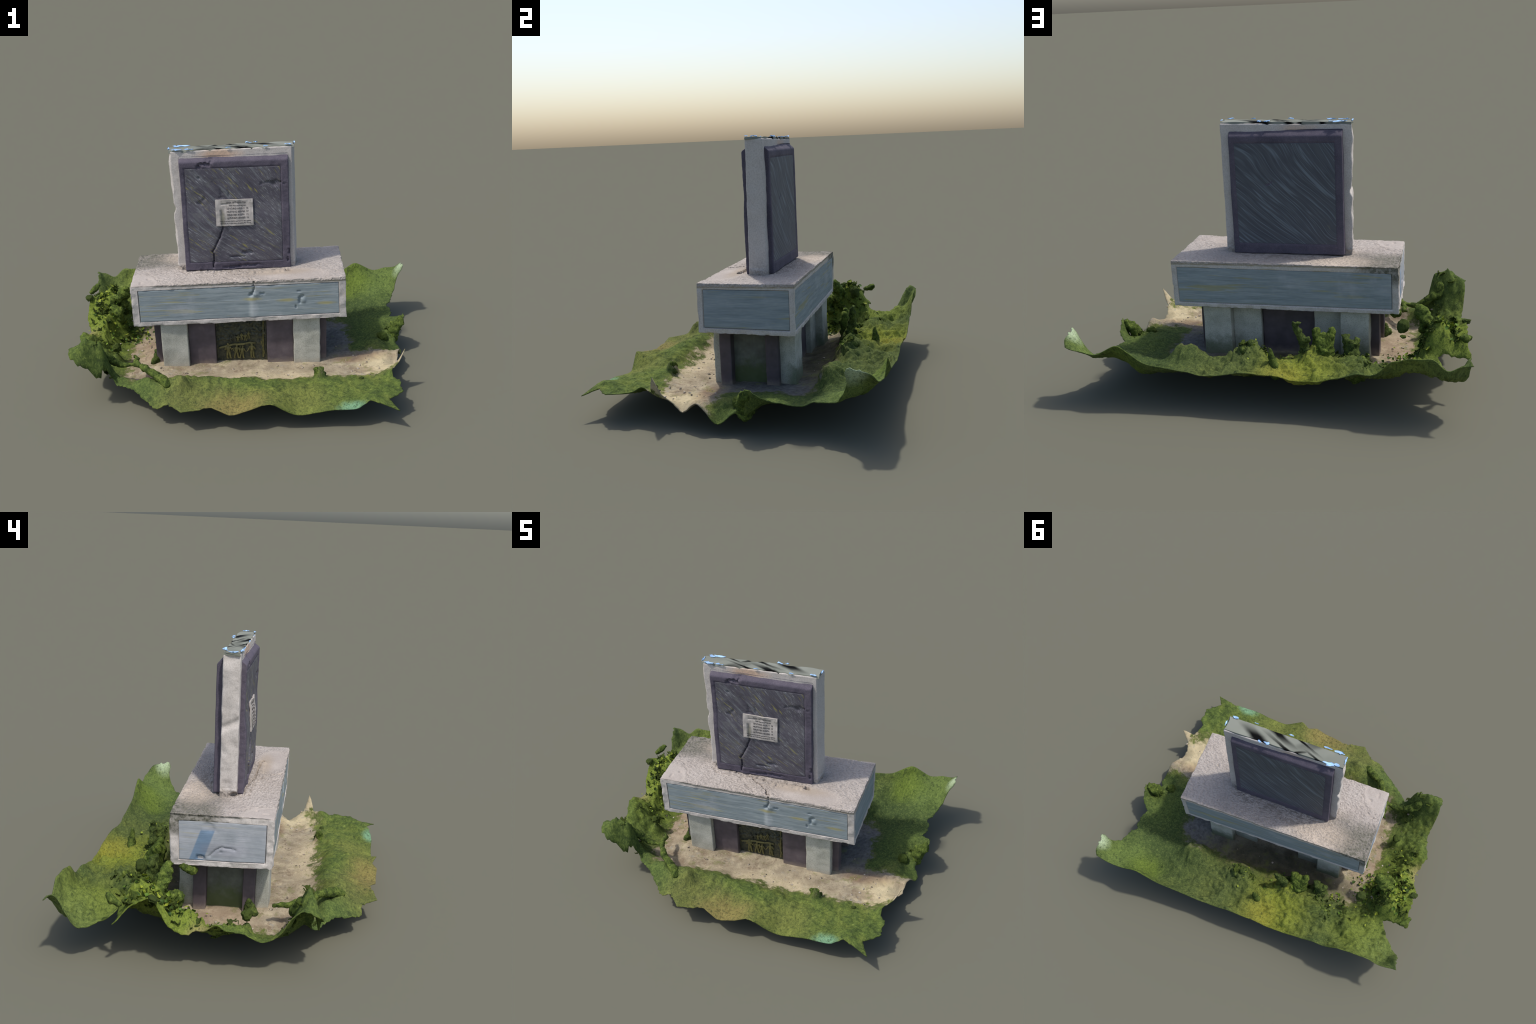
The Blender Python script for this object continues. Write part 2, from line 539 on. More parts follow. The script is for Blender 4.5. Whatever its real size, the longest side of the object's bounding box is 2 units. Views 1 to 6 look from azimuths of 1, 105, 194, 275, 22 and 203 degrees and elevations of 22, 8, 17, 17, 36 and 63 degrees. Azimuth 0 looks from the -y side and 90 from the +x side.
    s = m.mix(m.math("MULTIPLY", m.rng(m.noise(12, 6, .72), .53, .66), .55), s, (.16, .18, .05))
    # outline of the soil: a rounded box plus a tongue to the right
    wob = m.math("MULTIPLY", m.math("SUBTRACT", m.noise(10, 7, .74), .5), .36)
    dx = m.math("MAXIMUM", m.math("SUBTRACT", m.math("ABSOLUTE", m.math("SUBTRACT", x, -.04)), .48), 0.)
    dy = m.math("MAXIMUM", m.math("SUBTRACT", m.math("ABSOLUTE", m.math("SUBTRACT", y, -.005)), .24), 0.)
    d = m.math("SQRT", m.math("ADD", m.math("MULTIPLY", dx, dx), m.math("MULTIPLY", dy, dy)))
    tx = m.math("MAXIMUM", m.math("SUBTRACT", m.math("ABSOLUTE", m.math("SUBTRACT", x, .62)), .26), 0.)
    ty = m.math("MAXIMUM", m.math("SUBTRACT", m.math("ABSOLUTE", m.math("SUBTRACT", y, -.22)), .055), 0.)
    d2 = m.math("ADD", m.math("SQRT", m.math("ADD", m.math("MULTIPLY", tx, tx), m.math("MULTIPLY", ty, ty))), .06)
    d = m.math("MINIMUM", d, d2)
    soil = m.rng(m.math("ADD", d, wob), .125, .165, 1., 0.)
    hum = m.rng(m.math("ADD", d, wob), .08, .22, 1., 0.)
    g = m.mix(m.math("MULTIPLY", hum, .45), g, (.20, .16, .07))
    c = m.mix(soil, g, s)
    m.bump(fine, .45, .006, m.bump(blade, .5, .012))
    return m.color(c)


def leaf_mat(name="leaf_green"):
    m = Mat(name, .6, .3)
    oi = m.t.nodes.new("ShaderNodeObjectInfo").outputs["Random"]
    c = m.ramp(oi, (.0, (.05, .10, .018)), (.3, (.10, .19, .025)), (.6, (.20, .31, .035)), (.85, (.36, .42, .045)))
    c = m.mix(m.rng(m.noise(60, 3), .45, .65, 0., .4), c, (.05, .09, .02))
    t = m.t.nodes.new("ShaderNodeBsdfTranslucent")
    m.put(t.inputs[0], c)
    mx = m.t.nodes.new("ShaderNodeMixShader")
    mx.inputs[0].default_value = .25
    m.color(c)
    m.t.links.new(m.b.outputs[0], mx.inputs[1])
    m.t.links.new(t.outputs[0], mx.inputs[2])
    m.t.links.new(mx.outputs[0], m.t.nodes["Material Output"].inputs[0])
    return m.m


def clump_mat():
    m = Mat("moss_clump", .95, .1)
    oi = m.t.nodes.new("ShaderNodeObjectInfo").outputs["Random"]
    n = m.noise(40, 6, .72)
    a = m.ramp(n, (.34, (.020, .030, .012)), (.52, (.065, .092, .025)), (.72, (.17, .215, .055)))
    b = m.ramp(n, (.34, (.032, .048, .014)), (.52, (.10, .145, .026)), (.72, (.25, .30, .06)))
    f = m.noise(130, 4, .75)
    c = m.mix(oi, a, b)
    c = m.mix(m.rng(f, .48, .34, 0., .7), c, (.012, .022, .006))
    c = m.mix(m.rng(f, .58, .70, 0., .6), c, (.30, .37, .07))
    m.bump(f, .7, .008)
    return m.color(c)


def cap_mat():
    m = Mat("grey_cap", .95, .1)
    x, y, z = m.xyz()
    wob = m.math("MULTIPLY", m.math("SUBTRACT", m.noise(9, 3), .5), .05)
    f = 0.
    # dark sheared bands running slantwise over the dull film: centre, slant, half width, end that fades
    for c, k, w, y0, y1 in ((.215, -1.5, .060, .0, .06), (.03, -1.9, .045, .08, .01), (-.03, -2.6, .020, .02, .08), (-.185, 1.2, .055, .095, -.06), (-.25, 1.9, .020, .03, .08), (.12, -2.2, .026, .0, .08), (-.10, -2.4, .022, .07, .01)):
        d = m.math("ABSOLUTE", m.math("ADD", m.math("SUBTRACT", m.math("SUBTRACT", x, m.math("MULTIPLY", y, k)), c), wob))
        f = m.math("MAXIMUM", f, m.math("MULTIPLY", m.rng(d, w * .35, w * 1.25, 1., 0.), m.rng(y, y0, y1)))
    return m.color(m.mix(f, m.ramp(m.noise(6, 2), (.4, (.20, .21, .175)), (.6, (.245, .255, .215))), (.004, .004, .004)))


M_STUCCO, M_BLUE, M_FRAME = stucco(), blue_slate(), dark_frame()
M_FRONT, M_BACK = scratched("scratched_front", False), scratched("scratched_back", True)
M_PLAQUE = plaque_mat()
M_INK = flat("faded_ink", (.13, .118, .115), .9, .55, 120)
M_PILLAR, M_WALL, M_POST = pillar_mat(), wall_mat(), violet_post()
M_BRONZE = bronze("dark_bronze", (.026, .030, .024), (.082, .080, .042))
M_OLIVE = bronze("olive_bronze", (.080, .074, .024), (.175, .155, .052))
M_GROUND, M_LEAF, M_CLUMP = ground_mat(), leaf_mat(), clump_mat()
M_CAP = cap_mat()
M_SKYBIT = flat("pale_blue_film", (.36, .56, .84), .8, .3, 25)
M_VOID = flat("black_crust", (.012, .012, .013), .95, .4)

# ------------------------------------------------------------------ plinth slab (wide block)
SL = [(-.611, -.212, .371), (.562, -.200, .385), (-.622, .252, .362), (.555, .277, .371),
      (-.611, -.212, .613), (.557, -.200, .626), (-.620, .262, .611), (.559, .279, .622)]
CR_TOP = [(.42, .17), (.507, .159), (.581, .107), (.624, .072), (.677, .012), (.679, -.01)]
RIDGE = [(.274, .202), (.319, .154), (.42, .163), (.50, .156)]
GAP = [(.52, .158), (.547, .151), (.676, .141), (.846, .143)]
CR_FRONT = [(.676, .25), (.670, .19), (.655, .158)]
BORD = dict(front=(.040, 1.134, .026, .213), back=(.034, 1.146, .024, .211), left=(.034, .432, .026, .211), right=(.028, .447, .026, .214))


def slab_disp(q, side, n, L):
    o = n * (fbm(q * 9, 3) * .0022 + fbm(q * 45, 3) * .001)[:, None]
    x, y, z = q.T
    top = side == 5
    edge = np.minimum.reduce([x, L[0] - x, y, L[1] - y])
    # top: leathery lumps, cracks, the dirty ridge round the foot of the upright
    lump = np.abs(vnoise(np.c_[x * 62, y * 85, x * 0])) * .0014 + fbm(q * 22, 3) * .0018
    p = np.c_[x, y]
    calm = np.clip(smooth(.20, .14, np.hypot(x, y)) + smooth(1.2, .8, np.hypot((x - .88) / .26, (y - .07) / .085)), 0, 1)
    t = lump * (1 - .85 * calm) - .004 * smooth(.006, .0, np.abs(np.hypot(x, y * .85) - .17 + .02 * vnoise(q * 22)))
    j = vnoise(np.c_[x * 70, y * 70, x * 0])[:, None] * .006
    t = t - .017 * smooth(.0085, .002, seg_dist(p + j, CR_TOP)) - .004 * smooth(.03, .0, (x - .40) - 1.13 * (.18 - y)) * smooth(-.02, .0, (x - .40) - 1.13 * (.18 - y)) * (y < .16)
    t = t + .006 * smooth(.016, .002, seg_dist(p + j * 2, RIDGE)) - .006 * smooth(.007, .001, seg_dist(p + j + .012, RIDGE))
    t = t + .007 * smooth(.02, .006, seg_dist(p + j * 2 + [0, .016], GAP)) - .012 * smooth(.011, .002, seg_dist(p + j * 2, GAP))
    for cx, cy, rx, ry, dp in ((.868, .128, .024, .012, .035), (.093, .09, .013, .008, .006), (.055, .043, .008, .02, .004), (1.05, .2, .006, .004, .006), (.30, .17, .012, .008, .008)):
        t = t - dp * smooth(1.25, .6, np.hypot((x - cx) / rx, (y - cy) / ry) + .35 * vnoise(q * 90))
    # flaked layer near the back left corner
    t = t - .004 * smooth(.02, -.02, np.hypot((x - .02) / 1.4, y - .46) - .22 + .05 * fbm(q * 14, 3))
    o[top, 2] += (t * smooth(.0, .03, edge))[top]
    # sides: recessed fields with crumpled plaster rims
    for s, ax, u, v, key, sg in ((2, 1, x, z, "front", 1), (3, 1, x, z, "back", -1), (0, 0, y, z, "left", 1), (1, 0, y, z, "right", -1)):
        a0, a1, b0, b1 = BORD[key]
        w = np.minimum.reduce([u - a0, a1 - u, v - b0, b1 - v])
        rec = smooth(-.003, .002, w) * .013
        rim = fbm(np.c_[u * 22, v * 22, u * 0 + s], 3) * .0045 * smooth(.004, -.01, w) * (1.5 if key == "left" else 1)
        k = side == s
        dd = rec + rim
        if key == "front":
            dd = dd + .012 * smooth(.007, .002, seg_dist(np.c_[x, z], CR_FRONT))
        o[k, ax] += sg * dd[k]
    # chips along the edges
    e2 = np.sort(np.c_[np.minimum(x, L[0] - x), np.minimum(y, L[1] - y), np.minimum(z, L[2] - z)], axis=1)[:, 1]
    ch = smooth(.35, .75, fbm(q * 26 + 5, 3) * 1.6) * smooth(.014, .0, e2)
    return o - n * (ch * .003)[:, None]


V, F = box_mesh(SL, .0046, .0035, (tuple(BORD["front"][:2]), tuple(BORD["left"][:2]), (.026, .213)), slab_disp)
BLOCK = add("plinth_slab", V, F, M_STUCCO, smooth_angle=50)


def tri8(c, x0, x1, y0, y1, z0, z1):
    """sub-box of a skewed block, given as fractions of the corners"""
    C = np.array(c, float).reshape(2, 2, 2, 3)
    out = []
    for z in (z0, z1):
        for y in (y0, y1):
            for x in (x0, x1):
                p = 0
                for k, j, i in np.ndindex(2, 2, 2):
                    p = p + (x if i else 1 - x) * (y if j else 1 - y) * (z if k else 1 - z) * C[k, j, i]
                out.append(tuple(p))
    return out


def panel_disp(key, face, ax, sg):
    def f(q, side, n, L):
        o = n * (fbm(q * 14 + len(key), 4) * .0016)[:, None]
        k = side == face
        u = q[:, 0] if ax == 1 else q[:, 1]
        z = q[:, 2]
        d = fbm(np.c_[u * 6, z * 70, u * 0], 3) * .0008
        if key == "front":
            x = u + BORD["front"][0]
            zz = z + BORD["front"][2]
            d = d + .012 * smooth(.0055, .001, seg_dist(np.c_[x, zz] + vnoise(np.c_[x * 50, zz * 50, x * 0])[:, None] * .003, CR_FRONT))
            d = d - .004 * smooth(.03, .0, np.abs(x - .66)) * (zz < .16) - .003 * smooth(.05, .0, x - .676) * (x > .676) * (zz > .15)
            w = .4 * vnoise(np.c_[x * 80, zz * 80, x * 0])
            for cx, cz, rx, rz, dp in ((.652, .158, .013, .011, .010), (.712, .163, .013, .006, .007), (.912, .165, .016, .004, .006), (.928, .135, .012, .008, .008),
                                       (.915, .112, .007, .022, .009), (.895, .075, .004, .012, .007), (.50, .11, .002, .014, .003)):
                d = d + dp * smooth(1.2, .6, np.hypot((x - cx) / rx, (zz - cz) / rz) + w)
            d = d - .005 * smooth(.02, .0, np.hypot(x - .936, zz - .11))
        if key == "left":
            y = u + BORD["left"][0]
            zz = z + BORD["left"][2]
            d = d + .006 * smooth(.006, .001, seg_dist(np.c_[y, zz], [(.29, .045), (.262, .075), (.235, .09), (.17, .082)]))
            d = d + .003 * smooth(.05, .0, np.hypot(y - .21, zz - .12)) - .003 * smooth(.06, .0, np.hypot(y - .17, zz - .05))
            w = .4 * vnoise(np.c_[y * 80, zz * 80, y * 0])
            for cy, cz, r, dp in ((.237, .068, .007, .006), (.33, .03, .022, .012), (.285, .18, .03, .004)):
                d = d + dp * smooth(1.2, .5, np.hypot(y - cy, zz - cz) / r + w)
        o[k, ax] += sg * d[k]
        return o
    return f


LS = (1.172, .470, .243)
for key, ax, face, sg in (("front", 1, 2, 1), ("back", 1, 3, -1), ("left", 0, 0, 1), ("right", 0, 1, -1)):
    a0, a1, b0, b1 = BORD[key]
    La, Ld = (LS[0], LS[1]) if ax == 1 else (LS[1], LS[0])
    g = .0022
    fa = ((a0 + g) / La, (a1 - g) / La)
    fb = ((b0 + g) / LS[2], (b1 - g) / LS[2])
    dep = (.0012 / Ld, .0185 / Ld)
    if sg < 0:
        dep = (1 - dep[1], 1 - dep[0])
    c = tri8(SL, *(fa + dep + fb)) if ax == 1 else tri8(SL, *(dep + fa + fb))
    V, F = box_mesh(c, .006, .002, disp=panel_disp(key, face, ax, sg))
    add("side_panel", V, F, M_BLUE, BLOCK, 50)

# ------------------------------------------------------------------ upright stone
CORE = [(-.360, -.008, .600), (.291, -.010, .600), (-.366, .074, .600), (.305, .088, .600),
        (-.367, -.002, 1.297), (.289, -.003, 1.306), (-.377, .076, 1.293), (.304, .090, 1.302)]


def core_disp(q, side, n, L):
    o = n * (fbm(q * 8 + 3, 3) * .003 + fbm(q * 40, 3) * .0015)[:, None]
    left = smooth(.03, .0, q[:, 0])
    o[:, 0] += left * (fbm(np.c_[q[:, 2] * 16, q[:, 1] * 20, q[:, 0] * 0], 4) * .009 + .010 * smooth(.03, .0, np.abs(q[:, 2] - .37 + (q[:, 1] - .04) * .4)))
    # bite out of the foot at the left front edge
    b = smooth(.03, .015, np.hypot(q[:, 1] - .012, q[:, 2] - .015)) * left
    o[:, 0] += b * .03
    return o


V, F = box_mesh(CORE, .0075, .006, disp=core_disp)
STELE = add("upright_slab", V, F, M_STUCCO, smooth_angle=55)

CRACK = [(-.097, .878), (-.119, .811), (-.138, .775), (-.162, .731), (-.156, .686), (-.165, .636)]
CHIPS = [(-.18, 1.228, .035, .012, .011), (-.212, 1.212, .022, .010, .010), (-.16, 1.247, .03, .008, .008), (-.219, 1.156, .012, .007, .006), (-.195, 1.036, .012, .016, .006),
         (-.215, 1.012, .016, .012, .006), (.19, 1.112, .06, .016, .006), (-.10, 1.06, .012, .03, .004), (-.06, 1.062, .008, .02, .004),
         (.03, .722, .035, .012, .008), (-.03, .70, .05, .007, .007), (.04, .645, .06, .008, .010), (-.06, .636, .05, .008, .009), (.252, .665, .006, .02, .01), (.262, .715, .006, .02, .008)]


def face_damage(x, z, amount=1.):
    w = .5 * vnoise(np.c_[x * 75, z * 75, x * 0]) + .3 * vnoise(np.c_[x * 170, z * 170, x * 0])
    j = vnoise(np.c_[x * 60, z * 60, x * 0 + 4])[:, None] * .005
    d = .012 * smooth(.0065, .0012, seg_dist(np.c_[x, z] + j, CRACK))
    # the piece right of the crack stands a little proud, below it flakes
    side = x - np.interp(z, [.636, .686, .731, .811, .878], [-.165, -.156, -.162, -.119, -.097])
    d = d - .005 * smooth(0, .004, side) * smooth(.06, .01, side) * smooth(.87, .8, z)
    for cx, cz, rx, rz, dp in CHIPS:
        d = d + dp * smooth(1.25, .55, np.hypot((x - cx) / rx, (z - cz) / rz) + w)
    return d * amount


def frame_disp(q, side, n, L):
    x, z = q[:, 0] - .318, q[:, 2] + .622
    o = n * (fbm(q * 10 + 8, 4) * .003 + fbm(q * 60, 2) * .0012)[:, None]
    k = side == 2
    # broad chamfer along the top, and a shallow tray for the polished field
    o[:, 1] += .030 * smooth(1.238, 1.268, z) * (q[:, 1] < .02)
    # the upper half bulges forward a little
    o[:, 1] -= (.001 * smooth(1.04, 1.10, z) + .011 * smooth(1.02, .90, z) * (1 - .45 * smooth(.0, .06, .69 - z)) * (1 - .6 * smooth(.18, .26, x))) * (q[:, 1] < .02)
    w = np.minimum.reduce([x + .292, .226 - x, z - .668, 1.208 - z])
    o[k, 1] += (smooth(-.003, .003, w) * .005 + face_damage(x, z))[k]
    return o


V, F = box_mesh(box8(-.318, .266, -.027, .012, .622, 1.270), .0055, .005, disp=frame_disp)
FRONT = add("front_frame", V, F, M_FRAME, STELE, 50)


def field_disp(q, side, n, L):
    x, z = q[:, 0] - .289, q[:, 2] + .671
    o = n * (fbm(q * 16 + 1, 4) * .0016)[:, None]
    k = side == 2
    o[:, 1] -= (.001 * smooth(1.04, 1.10, z) + .011 * smooth(1.02, .90, z) * (1 - .45 * smooth(.0, .06, .69 - z)) * (1 - .6 * smooth(.18, .26, x)))
    o[k, 1] += face_damage(x, z)[k]
    return o


V, F = box_mesh(box8(-.289, .223, -.0255, -.008, .671, 1.205), .0052, .0015, disp=field_disp)
add("polished_face", V, F, M_FRONT, FRONT, 50)


def back_disp(q, side, n, L):
    o = n * (fbm(q * 10 + 28, 4) * .0025)[:, None]
    x, z = q[:, 0] - .330, q[:, 2] + .622
    o[:, 1] -= .026 * smooth(1.236, 1.270, z) * (q[:, 1] > .02)
    w = np.minimum.reduce([x + .292, .232 - x, z - .675, 1.206 - z])
    k = side == 3
    o[k, 1] -= (smooth(-.003, .003, w) * .004)[k]
    return o


V, F = box_mesh(box8(-.330, .259, .066, .110, .622, 1.270), .0065, .006, disp=back_disp)
BACK = add("back_frame", V, F, M_FRAME, STELE, 50)


def back_field_disp(q, side, n, L):
    o = n * (fbm(q * 16 + 41, 4) * .0012)[:, None]
    k = side == 3
    x, z = q[:, 0] - .29, q[:, 2] + .678
    o[k, 1] -= (.006 * smooth(.0035, .001, seg_dist(np.c_[x, z], [(.072, .985), (.036, 1.006)])))[k]
    return o


V, F = box_mesh(box8(-.29, .23, .094, .1085, .678, 1.204), .006, .0015, disp=back_field_disp)
add("polished_face", V, F, M_BACK, BACK, 50)


# plaque, a crumpled thin sheet fixed to the front
def plaque_disp(q, side, n, L):
    x, z = q[:, 0] - .134, q[:, 2] + .882
    o = n * 0
    y = fbm(np.c_[q[:, 0] * 26, q[:, 2] * 26, q[:, 0] * 0 + 2], 3) * .0042
    y = y + .005 * smooth(.012, .0, seg_dist(np.c_[x, z], [(-.10, .885), (-.10, .94), (-.105, .965)])) * 1.
    y = y + .005 * smooth(.006, .0, seg_dist(np.c_[x, z], [(-.10, 1.003), (-.068, 1.004)])) + .003 * smooth(.005, .0, seg_dist(np.c_[x, z], [(-.03, 1.02), (.012, .985)]))
    o[:, 1] = y - .010 * smooth(1.02, .90, z)
    return o


V, F = box_mesh(box8(-.134, .070, -.0340, -.026, .882, 1.029), .0035, .001, disp=plaque_disp)
PLAQUE = add("plaque", V, F, M_PLAQUE, STELE, 50)


def plaque_y(x, z):
    q = np.array([[x + .134, .0, z - .882]])
    return -.0343 + float(plaque_disp(q, np.array([2]), np.zeros((1, 3)), None)[0, 1])


ROWS = [("TIGA PPT SINATSA", -.074, 1.008, .0135, .105), ("Tetap dalam catatan kenangan", -.060, .9935, .008, .092), ("SENORO AKAN  16", -.075, .975, .0145, .118), ("MUSTENG KERMA  17", -.074, .957, .0145, .118),
        ("SERACEH KEEPA  15", -.073, .940, .0145, .116), ("LATUNAM NEWEG  19", -.073, .9225, .0145, .116),
        ("tempat ini batu berdiri peringatan dan catatan", -.112, .907, .0085, .168), ("terletak di muka jalan panjang Pt. Tunas", -.112, .895, .0085, .168)]
for text, x0, z0, size, width in ROWS:
    cu = bpy.data.curves.new("plaque_text", "FONT")
    cu.body = text
    cu.size = size
    cu.extrude = .0006
    cu.resolution_u = 2
    ob = bpy.data.objects.new("plaque_text", cu)
    bpy.context.scene.collection.objects.link(ob)
    bpy.context.view_layer.update()
    dg = bpy.context.evaluated_depsgraph_get()
    me = bpy.data.meshes.new_from_object(ob.evaluated_get(dg))
    bpy.data.objects.remove(ob)
    xs = [v.co.x for v in me.vertices]
    k = width / (max(xs) - min(xs))
    for v in me.vertices:
        x, z = x0 + (v.co.x - min(xs)) * k, z0 + v.co.y + (v.co.x * k) * .01
        v.co = (x, plaque_y(x, z) - .0004 - v.co.z, z)
    me.materials.clear()
    me.materials.append(M_INK)
    place("plaque_text", me, PLAQUE)

# ragged film over the broken top
CAPX = np.linspace(-.372, .299, 34)
V, F = [], []
for i, x in enumerate(CAPX):
    t = (x + .377) / .684
    zt = 1.296 + .009 * t
    n1, n2, n3 = (float(vnoise(np.array([[x * 38, k, 2.5]]))[0]) for k in (1.5, 7.5, 11.5))
    sag = .006 * max(0, n3)
    V += [(x, -.003 + .006 * n1, zt - .004 - sag), (x + .012 * n1, .001 + .004 * n1, zt + .006 + .007 * n1), (x + .02 * n2, .024, zt + .007 + .005 * n3), (x - .02 * n1, .060, zt + .007 - .005 * n2),
          (x, .072 + .013 * t + .006 * n2, zt + .006 + .008 * n2), (x, .074 + .013 * t + .007 * n2, zt - .004 - sag)]
for i in range(len(CAPX) - 1):
    for k in range(6):
        a, b = i * 6 + k, i * 6 + (k + 1) % 6
        F += [(a, a + 6, b + 6), (a, b + 6, b)] if (i + k) % 2 else [(a, a + 6, b), (a + 6, b + 6, b)]
F += [tuple(range(6))[::-1], tuple(range(len(V) - 6, len(V)))]
CAP = add("top_cap", V, F, M_CAP, STELE, 25)

# torn shards of pale blue film clinging to the broken rim: x, y, length, depth
FL = [(-.30, .080, .085, .016), (-.335, .072, .05, .014), (-.372, .03, .012, .03), (-.33, -.004, .07, .012), (-.26, -.008, .05, .007), (.055, .084, .045, .012), (.095, .088, .022, .009), (.27, .0, .04, .008), (.303, .05, .010, .022),
      (.15, -.008, .03, .005), (-.05, -.008, .03, .005)]
rr = random.Random(5)
for x, y, sx, sy in FL:
    n = rr.randint(9, 12)
    ring = []
    for k in range(n):
        a, q = k * 6.283 / n, rr.choice((.45, .7, 1., 1.))
        ring.append((math.cos(a) * sx * .5 * q, math.sin(a) * sy * .8 * q))
    z = 1.3025 + .009 * (x + .377) / .684
    V = [(x + u, y + v, z + .003 + .007 * rr.random()) for u, v in ring]
    V += [(a, b, c - .0025) for a, b, c in V]
    F = [tuple(range(n)), tuple(range(2 * n - 1, n - 1, -1))] + [(k, n + k, n + (k + 1) % n, (k + 1) % n) for k in range(n)]
    add("film_shard", V, F, M_SKYBIT, CAP, 0)

# ------------------------------------------------------------------ base under the slab
BASE = add("base_core", *box_mesh(box8(-.472, .402, -.125, .135, .03, .380), .02, .003, disp=rough(.002, 12)), M_WALL, smooth_angle=50)


def part(name, b, mat, amp=.0025, seed=0., r=.005):
    V, F = box_mesh(box8(*b), .011, r, disp=rough(amp, 16, seed))
    return add(name, V, F, mat, BASE, 50)


part("pillar", (-.466, -.320, -.191, -.125, .04, .372), M_PILLAR, .004, 1)
part("pillar", (.268, .416, -.176, -.115, .04, .384), M_PILLAR, .004, 2)
part("pillar", (.262, .412, .110, .243, .04, .376), M_PILLAR, .004, 3)
part("pillar", (.108, .2615, .10, .198, .04, .376), M_PILLAR, .004, 4)
part("pillar", (-.3205, -.178, .10, .199, .04, .374), M_PILLAR, .004, 5)
part("pillar", (-.468, -.321, .110, .240, .04, .374), M_PILLAR, .004, 6)
part("violet_panel", (-.3195, -.168, -.160, -.11, .04, .377), M_POST, .0012, 7)
part("violet_panel", (.118, .2675, -.160, -.11, .04, .383), M_POST, .0012, 8)
part("violet_panel", (-.177, .107, .10, .170, .04, .378), M_POST, .0012, 9)
part("violet_post", (-.512, -.39, -.126, -.070, .05, .374), M_POST, .002, 10)
part("violet_post", (-.512, -.39, .104, .166, .05, .374), M_POST, .002, 11)
part("violet_post", (.39, .454, -.134, -.075, .05, .383), M_POST, .002, 12)
part("violet_post", (.39, .450, .100, .164, .05, .380), M_POST, .002, 13)


# bronze relief: a sunk plate with figures and foliage modelled on it
def relief_disp(q, side, n, L):
    o = n * 0
    k = side == 2
    x, z = q[:, 0], q[:, 2]
    veg = np.abs(fbm(np.c_[x * 60, z * 60, x * 0], 4)) * .020 * smooth(.17, .21, z)
    veg = veg + np.abs(fbm(np.c_[x * 70, z * 50, x * 0 + 5], 3)) * .008 * smooth(.20, .24, x) * smooth(.3, .2, z)
    veg = veg + .007 * smooth(.008, .0, np.abs(z - .182 - .03 * smooth(0, .2, x) + .006 * vnoise(np.c_[x * 30, x * 0, x * 0]))) * smooth(.26, .2, x)
    o[k, 1] -= veg[k]
    return o


V, F = box_mesh(box8(-.1665, .1165, -.128, -.11, .05, .378), .004, .002, disp=relief_disp)
RELIEF = add("bronze_relief", V, F, M_BRONZE, BASE, 60)
for b in ((-.1665, -.162, -.134, -.1285, .06, .376), (.1125, .1165, -.134, -.1285, .06, .376)):
    V, F = box_mesh(box8(*b), .01, .002)
    add("relief_border", V, F, M_BRONZE, RELIEF, 50)


def capsule(bm, a, b, ra, rb, seg=8):
    a, b = Vector(a), Vector(b)
    d = b - a
    q = d.to_track_quat("Z", "Y").to_matrix()
    L = d.length
    prof = [(-ra, 0.)] + [(-ra * math.cos(t), ra * math.sin(t)) for t in (.5, 1.0)] + [(0, ra), (L, rb)] + [(L + rb * math.cos(t), rb * math.sin(t)) for t in (1.0, .5)] + [(L + rb, 0.)]
    rings = []
    for h, r in prof:
        if r < 1e-6:
            rings.append([bm.verts.new(a + q @ Vector((0, 0, h)))])
        else:
            rings.append([bm.verts.new(a + q @ Vector((r * math.cos(k * 6.2832 / seg), r * math.sin(k * 6.2832 / seg), h))) for k in range(seg)])
    for r0, r1 in zip(rings[:-1], rings[1:]):
        for k in range(seg):
            k2 = (k + 1) % seg
            if len(r0) == 1:
                bm.faces.new((r0[0], r1[k2], r1[k]))
            elif len(r1) == 1:
                bm.faces.new((r0[k], r0[k2], r1[0]))
            else:
                bm.faces.new((r0[k], r0[k2], r1[k2], r1[k]))


def figure(x, z, h, lean=0., arms=((.3, .1), (.3, -.1)), stride=.12, mat=M_OLIVE, y=-.134):
    """small standing person in half relief: legs, trunk, head, arms"""
    bm = bmesh.new()
    P = lambda u, w, d=0: (x + h * (u + lean * w), y - d * h, z + h * w)
    for s in (-1, 1):
        capsule(bm, P(s * stride, .02), P(s * .05, .46), h * .055, h * .075)
        capsule(bm, P(s * stride, .02), P(s * stride + .06, .0, .03), h * .045, h * .03)
    capsule(bm, P(0, .48, .02), P(0, .74, .03), h * .10, h * .125)
    capsule(bm, P(.01, .82, .03), P(.01, .94, .04), h * .05, h * .075)
    for s, (u, w) in zip((-1, 1), arms):
        e = (s * .2, .60)
        capsule(bm, P(s * .12, .76, .03), P(*e, .05), h * .045, h * .04)
        capsule(bm, P(*e, .05), P(u, .60 + w, .08), h * .04, h * .03)
    me = bpy.data.meshes.new("relief_figure")
    bm.to_mesh(me)
    bm.free()
    me.materials.append(mat)
    me.polygons.foreach_set("use_smooth", [True] * len(me.polygons))
    place("relief_figure", me, RELIEF)


figure(-.101, .118, .095, -.02, ((.15, .12), (.32, .10)), .10)
figure(-.058, .118, .085, .05, ((-.05, -.15), (.25, .30)), .13)
figure(-.028, .116, .078, .10, ((-.15, -.12), (.30, -.05)), .13)
figure(.034, .118, .092, -.03, ((-.30, -.12), (-.05, .38)), .08)
for i, x in enumerate((-.085, -.062, -.045, -.022, -.002, .016)):
    figure(x, .212 + .008 * (i % 2) + .004 * i, .045, .05 * (i % 3 - 1), ((.2, .1), (.2, .2)), .12, M_BRONZE if i < 2 else M_OLIVE, -.138)
bm = bmesh.new()
pts = [(-.15, -.135, .186), (-.11, -.136, .196), (-.07, -.136, .205), (-.02, -.136, .204), (.02, -.136, .212), (.05, -.135, .21)]
for a, b in zip(pts[:-1], pts[1:]):
    capsule(bm, a, b, .006, .006)
